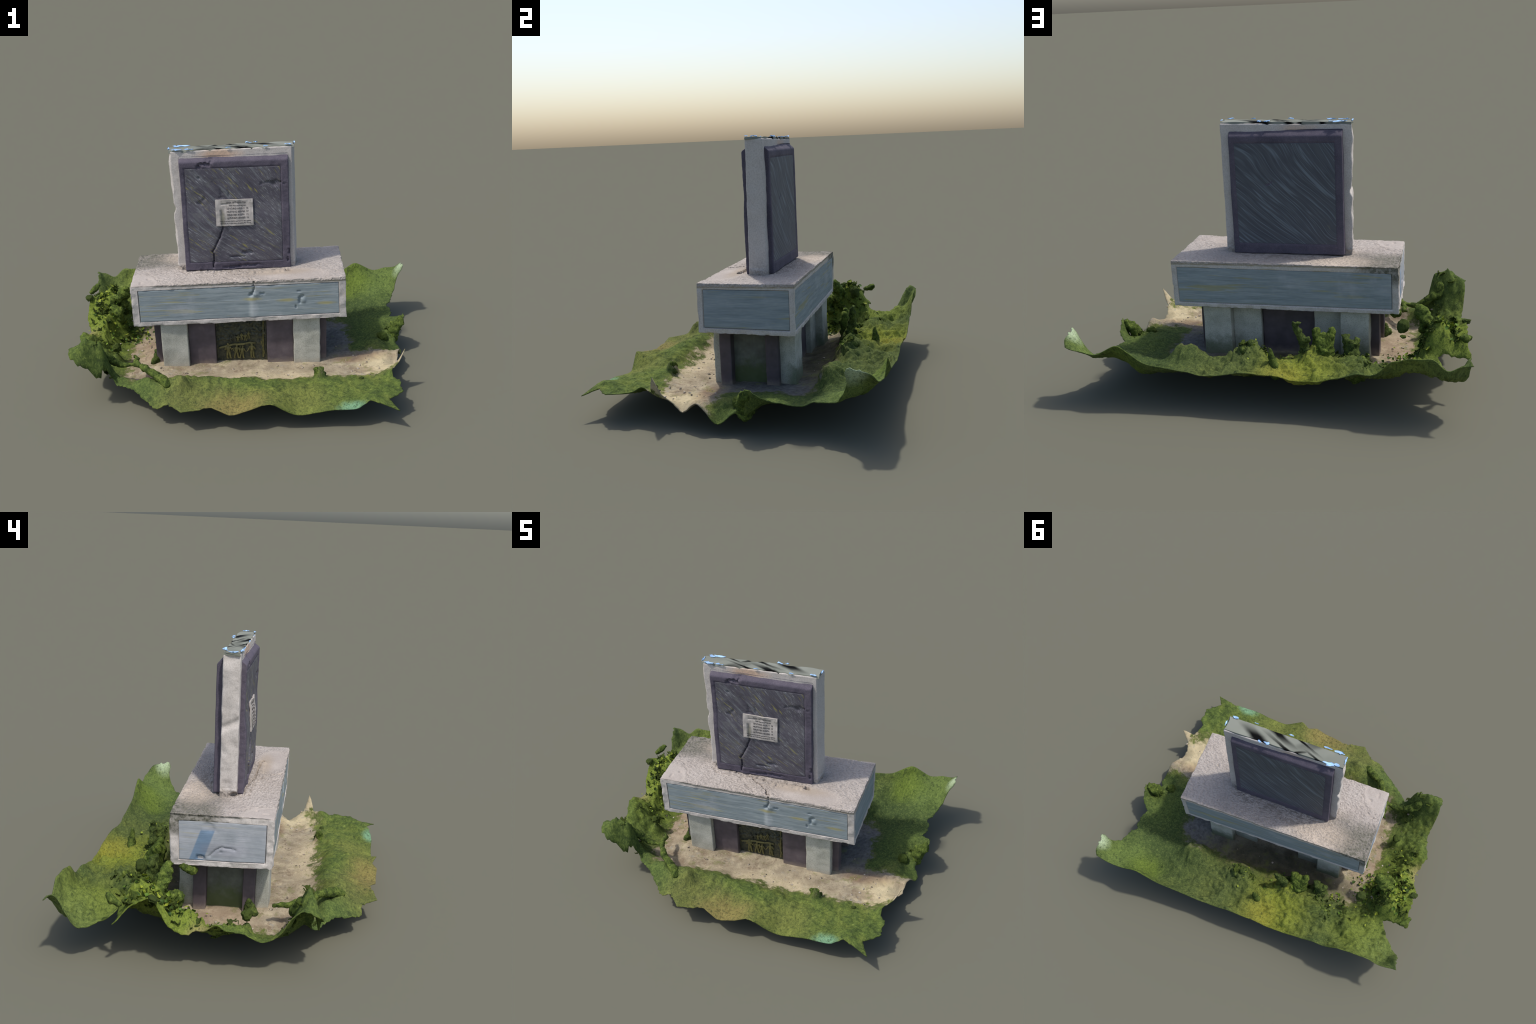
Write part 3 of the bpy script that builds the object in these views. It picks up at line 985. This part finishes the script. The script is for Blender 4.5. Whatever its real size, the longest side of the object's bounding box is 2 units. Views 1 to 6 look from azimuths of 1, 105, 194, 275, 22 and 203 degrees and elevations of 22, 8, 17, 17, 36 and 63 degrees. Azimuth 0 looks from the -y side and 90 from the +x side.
capsule(bm, (.095, -.133, .12), (.102, -.133, .36), .005, .004)
capsule(bm, (.086, -.133, .22), (.104, -.133, .14), .004, .004)
me = bpy.data.meshes.new("relief_branch")
bm.to_mesh(me)
bm.free()
me.materials.append(M_OLIVE)
place("relief_branch", me, RELIEF)

# ------------------------------------------------------------------ ground
# rim of the curled turf sheet, anticlockwise; z is read where it stands
RIM_FRONT = [(-.455, -.638, .108), (-.394, -.637, .133), (-.325, -.713, .133), (-.184, -.684, .138), (-.13, -.700, .125), (-.083, -.716, .109), (-.02, -.718, .118),
             (.031, -.724, .140), (.085, -.70, .150), (.139, -.723, .165), (.19, -.716, .130), (.256, -.705, .092), (.40, -.705, .108), (.49, -.712, .118),
             (.576, -.709, .122), (.60, -.700, .135), (.638, -.686, .150), (.779, -.736, .118), (.732, -.660, .142), (.809, -.598, .142), (.813, -.488, .152), (.783, -.460, .151), (.781, -.423, .173)]
RIM_RIGHT = [(.805, -.365, .16), (.850, -.340, .225), (.862, -.329, .247), (.850, -.318, .21), (.825, -.300, .15), (.815, -.25, .11), (.836, -.201, .08), (.866, -.125, .134), (.878, -.08, .105), (.890, -.040, .060), (.90, .0, .056),
             (.872, .05, .085), (.880, .104, .056), (.905, .118, .13), (.931, .127, .229), (.925, .175, .205), (.905, .235, .168), (.865, .27, .150), (.882, .32, .148), (.888, .38, .150), (.868, .41, .160), (.905, .467, .172),
             (.925, .538, .190), (.948, .572, .25), (.994, .588, .349), (.985, .63, .34), (.992, .692, .326), (.982, .735, .300)]
# (beyond y = .70 the flat pattern is bent up almost vertically)
RIM_BACK = [(.90, .755, .285), (.818, .750, .272), (.76, .752, .30), (.70, .750, .322), (.64, .752, .285), (.585, .750, .248), (.518, .750, .232), (.427, .750, .215), (.35, .753, .205), (.272, .750, .188), (.16, .752, .206), (.07, .750, .216), (-.059, .750, .212), (-.18, .753, .200), (-.293, .750, .202),
            (-.39, .752, .222), (-.48, .750, .243), (-.56, .748, .255), (-.62, .750, .315), (-.72, .752, .330), (-.817, .750, .335), (-.875, .745, .285), (-.93, .752, .305), (-.99, .750, .315)]
RIM_LEFT = [(-.966, .674, .33), (-.972, .625, .25), (-.955, .595, .19), (-.87, .506, .183), (-.822, .442, .225), (-.90, .425, .23), (-.978, .43, .228), (-.955, .37, .29), (-.950, .262, .34), (-.955, .22, .27), (-.961, .191, .227),
            (-.93, .127, .18), (-.922, .08, .20), (-.93, .045, .206), (-.947, .0, .245), (-.958, -.053, .229), (-.93, -.131, .204), (-.92, -.206, .171), (-.93, -.289, .235), (-.936, -.322, .30),
            (-.936, -.345, .325), (-.931, -.428, .318), (-.882, -.460, .274), (-.785, -.437, .190), (-.718, -.405, .172), (-.64, -.47, .15), (-.54, -.56, .125)]
RIM = RIM_FRONT + RIM_RIGHT + RIM_BACK + RIM_LEFT
TURF_FRONT = [(-.56, -.53, .145), (-.36, -.60, .145), (-.34, -.53, .200), (-.27, -.54, .172), (-.18, -.54, .155), (-.16, -.46, .178), (-.28, -.45, .185), (-.36, -.45, .178), (-.05, -.60, .130), (-.04, -.50, .178), (.05, -.46, .160), (.10, -.55, .168), (.15, -.48, .160), (.12, -.415, .120), (-.1, -.40, .128), (.25, -.49, .150), (.22, -.41, .118), (.30, -.61, .115), (.40, -.50, .148), (.50, -.51, .140), (.55, -.60, .128),
              (.62, -.50, .135), (.72, -.54, .135), (-.26, -.64, .134), (.40, -.62, .122), (-.32, -.39, .120), (.55, -.40, .128), (.70, -.43, .130),
              (-.43, -.505, .195), (-.52, -.46, .190), (-.60, -.415, .155), (-.66, -.40, .155), (-.48, -.38, .105)]
SOIL = [(-.43, -.31, .108), (-.25, -.30, .110), (0, -.29, .108), (.3, -.29, .105), (.46, -.32, .105), (.6, -.35, .106), (.64, -.15, .098), (.68, -.24, .106), (.55, 0, .098), (.5, .2, .100), (.45, .36, .098), (.60, .33, .098), (-.47, -.20, .110),
        (0, 0, .10), (-.3, 0, .10), (.3, 0, .10), (-.52, .05, .100), (-.54, -.12, .095), (-.66, .02, .084), (-.71, -.10, .090), (-.60, -.20, .090), (-.60, -.32, .085), (-.67, -.27, .080), (-.62, .12, .086), (-.54, .27, .098), (-.63, .24, .092), (-.72, .12, .092), (-.70, .20, .095), (.75, -.05, .105), (.75, -.33, .115), (.79, -.16, .118)]
TURF_BACK = [(.80, .10, .128), (.80, .25, .155), (.70, .30, .122), (.72, .42, .140), (.69, .50, .142), (.78, .50, .175), (.70, .56, .160), (.63, .60, .135), (.78, .58, .202), (.88, .54, .190), (.89, .61, .215), (.57, .62, .145), (.60, .52, .138), (.60, .68, .195), (.70, .67, .235), (.80, .67, .255), (.45, .48, .150), (.45, .62, .160), (.33, .49, .175), (.30, .40, .130), (.30, .60, .160), (.20, .48, .180), (.10, .34, .115),
             (.0, .36, .118), (.0, .51, .195), (-.05, .43, .175), (.1, .60, .185), (-.1, .62, .185), (-.20, .50, .195), (-.2, .34, .122), (-.35, .43, .175), (-.30, .60, .190), (-.4, .31, .112), (-.45, .46, .175), (-.5, .59, .195), (-.545, .60, .180), (-.52, .28, .105), (-.60, .50, .190), (-.62, .37, .115), (-.66, .42, .150), (-.72, .59, .225), (-.64, .67, .240), (-.75, .68, .240), (-.85, .68, .225), (-.93, .69, .26), (-.85, .60, .205), (-.76, .42, .22)]
TURF_LEFT = [(-.764, -.400, .35), (-.849, -.393, .378), (-.915, -.375, .345), (-.86, -.33, .25), (-.80, -.31, .18), (-.73, -.32, .14), (-.77, -.20, .110), (-.85, -.15, .165), (-.87, -.10, .20), (-.86, -.02, .20), (-.80, .03, .140), (-.775, .14, .130), (-.85, .11, .240), (-.85, .22, .285), (-.88, .33, .31), (-.84, .39, .33), (-.78, .35, .310),
             (-.755, .23, .20), (-.80, .20, .27), (-.74, .30, .20), (-.80, .29, .325)]
CTRL = np.array(RIM + TURF_FRONT + SOIL + TURF_BACK + TURF_LEFT)


def kern(a, b):
    d2 = ((a[:, None, :2] - b[None, :, :2]) ** 2).sum(-1)
    return np.sqrt(d2 + .025 ** 2)


K = kern(CTRL, CTRL)
ones = np.ones((len(CTRL), 1))
A = np.block([[K, ones], [ones.T, np.zeros((1, 1))]])
COEF = np.linalg.solve(A, np.r_[CTRL[:, 2], 0])

# steep things growing out of the sheet: x, y, height, radius, lean x, lean y, sharpness
SPIKES = [(-.20, .41, .05, .05, 0, 0, 2), (-.25, .40, .05, .06, 0, 0, 2), (.10, .47, .06, .06, .03, -.02, 2.6), (.045, .50, .03, .04, -.02, 0, 2),
          (.44, .43, .075, .075, 0, -.03, 2.6), (.52, .45, .035, .05, 0, 0, 2), (-.389, .374, .05, .05, -.02, 0, 2.2), (-.445, .50, .04, .05, -.03, 0, 2.4), (.395, -.411, .065, .028, 0, 0, 4),
          (-.33, -.52, .025, .05, 0, -.01, 1.5), (.85, .10, .06, .04, 0, 0, 2.5), (-.736, -.116, .06, .03, 0, 0, 2), (-.08, .36, .04, .025, 0, .02, 2), (-.57, .30, .03, .03, 0, 0, 2), (-.55, .47, .03, .035, 0, 0, 2)]


def ground(p):
    """flat (n,2) positions -> bent sheet points"""
    q = np.c_[p, np.zeros(len(p))]
    z = kern(q, CTRL) @ COEF[:-1] + COEF[-1]
    x, y = p[:, 0].copy(), p[:, 1].copy()
    x0, y0 = p.T
    for cx, cy, h, r, lx, ly, s in SPIKES:
        d = np.hypot(x0 - cx, y0 - cy) / r
        d = d + .25 * vnoise(np.c_[x0 * 45, y0 * 45, x0 * 0 + cx])
        g = np.exp(-np.abs(d) ** s)
        z = z + h * g
        x = x + lx * g
        y = y + ly * g
    soil = smooth(.30, .18, np.hypot(np.maximum(np.abs(x0 + .04) - .48, 0), np.maximum(np.abs(y0) - .16, 0)))
    turf = 1 - soil
    inside = smooth(.0, .05, seg_dist(p, [r[:2] for r in RIM] + [RIM[0][:2]]))
    back = smooth(.15, .4, y0) * smooth(.45, .25, x0)
    left = smooth(-.55, -.75, x0)
    rag = np.maximum(back, left)
    z = z + fbm(q * 11, 4) * (.013 * turf + .004) * (.3 + .7 * inside) * (1 + rag)
    z = z + (np.abs(fbm(q * 30 + 3, 3)) - .2) * (.011 * turf + .003) * inside * (1 + 1.6 * rag)
    y = np.where(y > .70, .70 + (y - .70) * .45, y)
    w = fbm(np.c_[p * 26, p[:, :1] * 0 + 9], 2)
    x = x + .006 * w * inside * np.maximum(back, left)
    return np.c_[x, y, np.maximum(z, .036)]


rim2 = []
R = [Vector(r[:2]) for r in RIM]
for a, b in zip(R, R[1:] + R[:1]):
    n = max(1, int((b - a).length / .012))
    for k in range(n):
        p = a.lerp(b, k / n)
        if k and -.70 < p.y < .70:
            nrm = Vector((b - a)).orthogonal().normalized()
            p = p + nrm * (rr.uniform(-.009, .006) if k % 2 else rr.uniform(-.002, .002)) * min(1, (b - a).length / .05)
        rim2.append(p)


def inside_poly(px, py, poly):
    c = np.zeros(len(px), bool)
    n = len(poly)
    for i in range(n):
        x1, y1 = poly[i]
        x2, y2 = poly[(i + 1) % n]
        hit = ((y1 > py) != (y2 > py)) & (px < (x2 - x1) * (py - y1) / (y2 - y1 + 1e-12) + x1)
        c ^= hit
    return c


step = .0085
gx, gy = np.meshgrid(np.arange(-1.0, 1.001, step), np.arange(-.74, .79, step))
gx = gx.ravel() + RNG.uniform(-.002, .002, gx.size)
gy = gy.ravel() + RNG.uniform(-.002, .002, gy.size)
poly = [tuple(v) for v in rim2]
ok = inside_poly(gx, gy, poly)
ok &= seg_dist(np.c_[gx, gy], poly + poly[:1]) > step * .6
pts = [Vector(v) for v in poly] + [Vector((float(a), float(b))) for a, b in zip(gx[ok], gy[ok])]
out = geometry.delaunay_2d_cdt(pts, [], [list(range(len(poly)))], 1, 1e-5)
gv = np.array([tuple(v) for v in out[0]])
GV = ground(gv)
faces = [tuple(f) for f in out[2]]
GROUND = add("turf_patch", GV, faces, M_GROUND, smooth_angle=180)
me = GROUND.data
if sum(p.normal.z for p in me.polygons) < 0:
    me.flip_normals()
sol = GROUND.modifiers.new("thickness", "SOLIDIFY")
sol.thickness = .004
sol.offset = -1


def gz(x, y):
    return ground(np.array([[x, y]]))[0]


# ------------------------------------------------------------------ foliage
def clump_mesh(seed):
    bm = bmesh.new()
    bmesh.ops.create_icosphere(bm, subdivisions=4, radius=1)
    co = np.array([v.co[:] for v in bm.verts])
    d = 1 + .55 * fbm(co * 1.3 + seed, 3) + .28 * np.abs(fbm(co * 3.5 + seed, 3))
    for v, k in zip(bm.verts, d):
        v.co *= float(k)
    me = bpy.data.meshes.new("foliage_clump")
    bm.to_mesh(me)
    bm.free()
    me.polygons.foreach_set("use_smooth", [True] * len(me.polygons))
    me.materials.append(M_CLUMP)
    return me


CL = [clump_mesh(s) for s in (3., 9., 21., 33., 47.)]
FOL = bpy.data.objects.new("foliage", None)
bpy.context.scene.collection.objects.link(FOL)
FOL.parent = ROOT


def clump(x, y, z, sx, sy=None, sz=None):
    o = place("foliage_clump", rr.choice(CL), FOL)
    o.location = (x, y, z)
    o.rotation_euler = (rr.uniform(-.4, .4), rr.uniform(-.4, .4), rr.uniform(0, 6.28))
    o.scale = (sx, sy or sx, sz or sx)


for c in ((-.652, .378, .352, .024, .024, .032), (-.655, .412, .312, .013, .009, .007), (.42, -.39, .145, .012), (.80, .06, .125, .025), (.62, -.42, .12, .012), (-.735, -.116, .20, .022), (-.95, .262, .345, .02, .02, .012)):
    clump(*c)


def weed(paths, amp=.012, freq=24, seed=0.):
    """ragged growth: swollen paths (x, y, z, radius) melted together, then roughened"""
    mb = bpy.data.metaballs.new("weed_growth")
    mb.resolution = .009
    mb.threshold = .6
    for path in paths:
        path = [np.array(p) for p in path]
        for a, b in zip(path[:-1], path[1:]):
            n = max(1, int(np.linalg.norm(b[:3] - a[:3]) / (.6 * min(a[3], b[3]))))
            for k in range(n + 1):
                p = a + (b - a) * k / n
                e = mb.elements.new()
                e.co = p[:3]
                e.radius = p[3] * 1.55
    ob = bpy.data.objects.new("weed_growth", mb)
    bpy.context.scene.collection.objects.link(ob)
    bpy.context.view_layer.update()
    me = bpy.data.meshes.new_from_object(ob.evaluated_get(bpy.context.evaluated_depsgraph_get()))
    bpy.data.objects.remove(ob)
    co = np.array([v.co[:] for v in me.vertices])
    no = np.array([v.normal[:] for v in me.vertices])
    d = fbm(co * freq + seed, 4) * amp * 1.5 + (np.abs(vnoise(co * freq * 2.6 + seed)) - .3) * amp * 1.1
    me.vertices.foreach_set("co", (co + no * d[:, None]).ravel())
    me.update()
    me.materials.clear()
    me.materials.append(M_CLUMP)
    me.polygons.foreach_set("use_smooth", [True] * len(me.polygons))
    return place("weed_growth", me, FOL)


weed([[(-.205, .40, .11, .045), (-.17, .42, .22, .026), (-.145, .44, .31, .016), (-.128, .447, .365, .011), (-.15, .45, .372, .008)], [(-.15, .435, .28, .014), (-.185, .445, .285, .013)], [(-.21, .40, .13, .04), (-.27, .42, .12, .045)]], .009, 30, 1.)
weed([[(-.27, .41, .12, .05), (-.265, .405, .22, .04), (-.225, .385, .275, .022), (-.222, .38, .312, .012)], [(-.265, .405, .22, .035), (-.295, .385, .29, .016), (-.30, .38, .318, .008)], [(-.25, .40, .23, .035), (-.26, .39, .285, .018)]], .011, 30, 2.)
weed([[(.11, .47, .13, .05), (.09, .465, .21, .036), (.085, .46, .252, .018)], [(.09, .465, .21, .03), (.135, .482, .235, .016)], [(.08, .47, .19, .03), (.03, .485, .16, .03)]], .012, 30, 3.)
weed([[(-.05, .58, .15, .026), (-.037, .578, .23, .015), (-.03, .578, .285, .007)]], .006, 40, 4.)
weed([[(-.38, .40, .12, .045), (-.40, .388, .21, .03), (-.37, .375, .275, .018)], [(-.40, .388, .21, .025), (-.425, .38, .275, .012)], [(-.36, .40, .15, .03), (-.33, .42, .14, .03)]], .012, 30, 5.)
weed([[(-.43, .47, .13, .045), (-.45, .50, .20, .028), (-.475, .51, .225, .014)], [(-.44, .48, .18, .03), (-.405, .50, .20, .018)]], .012, 30, 6.)
weed([[(-.81, .28, .31, .035), (-.76, .258, .345, .028), (-.716, .237, .400, .022)], [(-.76, .258, .345, .024), (-.735, .27, .30, .02)], [(-.80, .22, .28, .03), (-.77, .19, .27, .025), (-.755, .205, .22, .02)]], .014, 28, 7.)
weed([[(-.968, .40, .315, .010), (-.952, .437, .325, .016), (-.930, .457, .342, .010)]], .006, 40, 13.)
weed([[(-.60, .19, .355, .026), (-.60, .15, .335, .022)]], .008, 24, 8.)
# fallen mossy branch: an arch over the hollow at the front left
weed([[(-.41, -.53, .185, .026), (-.43, -.508, .203, .020), (-.516, -.447, .232, .016), (-.575, -.36, .215, .013), (-.606, -.291, .200, .011)], [(-.585, -.335, .205, .013), (-.64, -.325, .198, .011), (-.68, -.322, .198, .014), (-.73, -.325, .235, .020), (-.785, -.343, .265, .028), (-.80, -.355, .315, .024)],
      [(-.606, -.291, .200, .011), (-.60, -.245, .195, .010), (-.625, -.225, .20, .007)]], .006, 34, 9.)
weed([[(.393, -.412, .12, .026), (.395, -.411, .165, .022)], [(.393, -.411, .165, .016), (.378, -.413, .188, .010)], [(.395, -.411, .165, .014), (.412, -.408, .186, .010)]], .006, 50, 10.)
weed([[(.86, .10, .10, .035), (.885, .115, .17, .028), (.91, .122, .20, .02)]], .012, 40, 11.)
weed([[(-.505, -.11, .10, .022), (-.515, -.105, .16, .014)], [(-.53, -.135, .11, .018), (-.50, -.10, .12, .02)]], .008, 50, 12.)


def sheet_mesh(seed):
    """torn, curled scrap of matted leaves: ragged outline, holes, a little thick"""
    n = 22
    g = np.linspace(-1, 1, n)
    U, W = (a.ravel() for a in np.meshgrid(g, g))
    q = np.c_[U * 1.7, W * 1.7, U * 0 + seed]
    edge = np.hypot(U, W) + .45 * fbm(q * 1.4, 3)
    hole = fbm(q * 2.1 + 40, 2)
    H = .55 * fbm(q * .9 + 9, 3) + .30 * U * U + .12 * fbm(q * 4, 2)
    keep = (edge < .82) & (hole < .42)
    V = np.r_[np.c_[U, W, H], np.c_[U, W, H - .07]]
    m, F, E = n * n, [], {}
    for j in range(n - 1):
        for i in range(n - 1):
            f = (j * n + i, j * n + i + 1, (j + 1) * n + i + 1, (j + 1) * n + i)
            if all(keep[k] for k in f):
                F += [f, tuple(k + m for k in f[::-1])]
                for a, b in zip(f, f[1:] + f[:1]):
                    if (b, a) in E:
                        del E[(b, a)]
                    else:
                        E[(a, b)] = 1
    F += [(b, a, a + m, b + m) for a, b in E]
    me = bpy.data.meshes.new("leaf_mat")
    me.from_pydata([tuple(v) for v in V], [], F)
    bm = bmesh.new()
    bm.from_mesh(me)
    bmesh.ops.delete(bm, geom=[v for v in bm.verts if not v.link_faces], context="VERTS")
    bm.to_mesh(me)
    bm.free()
    me.polygons.foreach_set("use_smooth", [True] * len(me.polygons))
    me.materials.append(M_CLUMP)
    return me


SM = [sheet_mesh(k) for k in (2., 6., 13., 19., 27., 36.)]
for (cx, cy), (sx, sy), n, r in (((-.78, .27), (.06, .08), 34, .042), ((-.88, .20), (.04, .10), 16, .04), ((-.84, -.02), (.06, .07), 10, .035), ((-.80, -.33), (.06, .04), 8, .035), ((-.30, .43), (.14, .05), 16, .032), ((-.55, .46), (.08, .05), 8, .032), ((.07, .47), (.06, .04), 5, .03), ((.86, .12), (.03, .04), 4, .03)):
    for _ in range(n):
        x, y = rr.gauss(cx, sx), rr.gauss(cy, sy)
        if x < -.94 or (x < -.8 and y > .41) or (-.72 < x < .5 and y < .36 and y > -.3):
            continue
        p = gz(x, y)
        o = place("leaf_mat", rr.choice(SM), FOL)
        o.location = (p[0], p[1], p[2] + rr.uniform(-.008, .012))
        o.rotation_euler = (rr.uniform(-.7, .7), rr.uniform(-.7, .7), rr.uniform(0, 6.28))
        k = r * rr.uniform(.55, 1.2)
        o.scale = (k, k * rr.uniform(.6, 1.), k)


def leaf_mesh(k):
    """cupped, pointed leaf blade of a unit length, a little thick"""
    n, prof = 7, [.03, .34, .46, .44, .34, .2, .02]
    V, F = [], []
    for i in range(n):
        t = i / (n - 1)
        for s in (-1, 0, 1):
            V.append((s * prof[i] * (1 + .1 * k), t, .12 * abs(s) * prof[i] * 2 + .18 * k * t * t))
    for i in range(n - 1):
        for s in (0, 1):
            a = i * 3 + s
            F.append((a, a + 1, a + 4, a + 3))
    m = len(V)
    V += [(x, y, z - .03) for x, y, z in V]
    F += [tuple(v + m for v in f[::-1]) for f in F]
    rimv = [i * 3 for i in range(n)] + [i * 3 + 2 for i in range(n - 1, -1, -1)]
    for a, b in zip(rimv, rimv[1:] + rimv[:1]):
        F.append((b, a, a + m, b + m))
    me = bpy.data.meshes.new("leaf")
    me.from_pydata(V, [], F)
    me.materials.append(M_LEAF)
    me.polygons.foreach_set("use_smooth", [True] * len(me.polygons))
    return me


LM = [leaf_mesh(k) for k in (-1., 0., 1., 1.8)]
# ivy and weeds: thick on the left bank, sparser behind the plinth
AREAS = [((-.73, .24), (.05, .06), 110, .019), ((-.83, .24), (.06, .09), 90, .019), ((-.62, .20), (.035, .06), 30, .013), ((-.82, .02), (.05, .07), 14, .014), ((-.30, .42), (.14, .05), 28, .015), ((.08, .47), (.06, .04), 12, .015), ((-.52, .44), (.08, .06), 14, .015)]
for (cx, cy), (sx, sy), n, s in AREAS:
    for _ in range(n):
        x, y = rr.gauss(cx, sx), rr.gauss(cy, sy)
        if x < -.95 or (abs(x + .03) < .5 and y < .29) or (x < -.8 and y > .42):
            continue
        p = gz(x, y)
        o = place("leaf", rr.choice(LM), FOL)
        o.location = (p[0], p[1], p[2] + rr.uniform(.0, .02))
        o.rotation_euler = (rr.uniform(-.2, 1.1), rr.uniform(-.6, .6), rr.uniform(0, 6.28))
        o.scale = [s * rr.uniform(.6, 1.35)] * 3

# ------------------------------------------------------------------ loose grit and pebbles on the soil
bm = bmesh.new()
for _ in range(420):
    x, y = rr.uniform(-.76, .84), rr.uniform(-.38, .38)
    if (-.56 < x < .50 and -.20 < y < .28) or (x > .55 and y > -.08) or y > .30 and x > -.5:
        continue
    p = gz(x, y)
    r = .0022 + .006 * rr.random() ** 4
    ret = bmesh.ops.create_icosphere(bm, subdivisions=1, radius=r)
    sc = (rr.uniform(.7, 1.4), rr.uniform(.7, 1.4), rr.uniform(.5, .9))
    for v in ret["verts"]:
        k = rr.uniform(.8, 1.2)
        v.co = Vector((v.co.x * sc[0] * k + p[0], v.co.y * sc[1] * k + p[1], v.co.z * sc[2] * k + p[2] + r * .2))
me = bpy.data.meshes.new("grit")
bm.to_mesh(me)
bm.free()
gm = Mat("grit_stone", .95)
me.materials.append(gm.color(gm.ramp(gm.noise(60, 2), (.35, (.10, .085, .065)), (.5, (.30, .25, .19)), (.65, (.46, .41, .34)))))
place("grit", me, ROOT, "stuff")
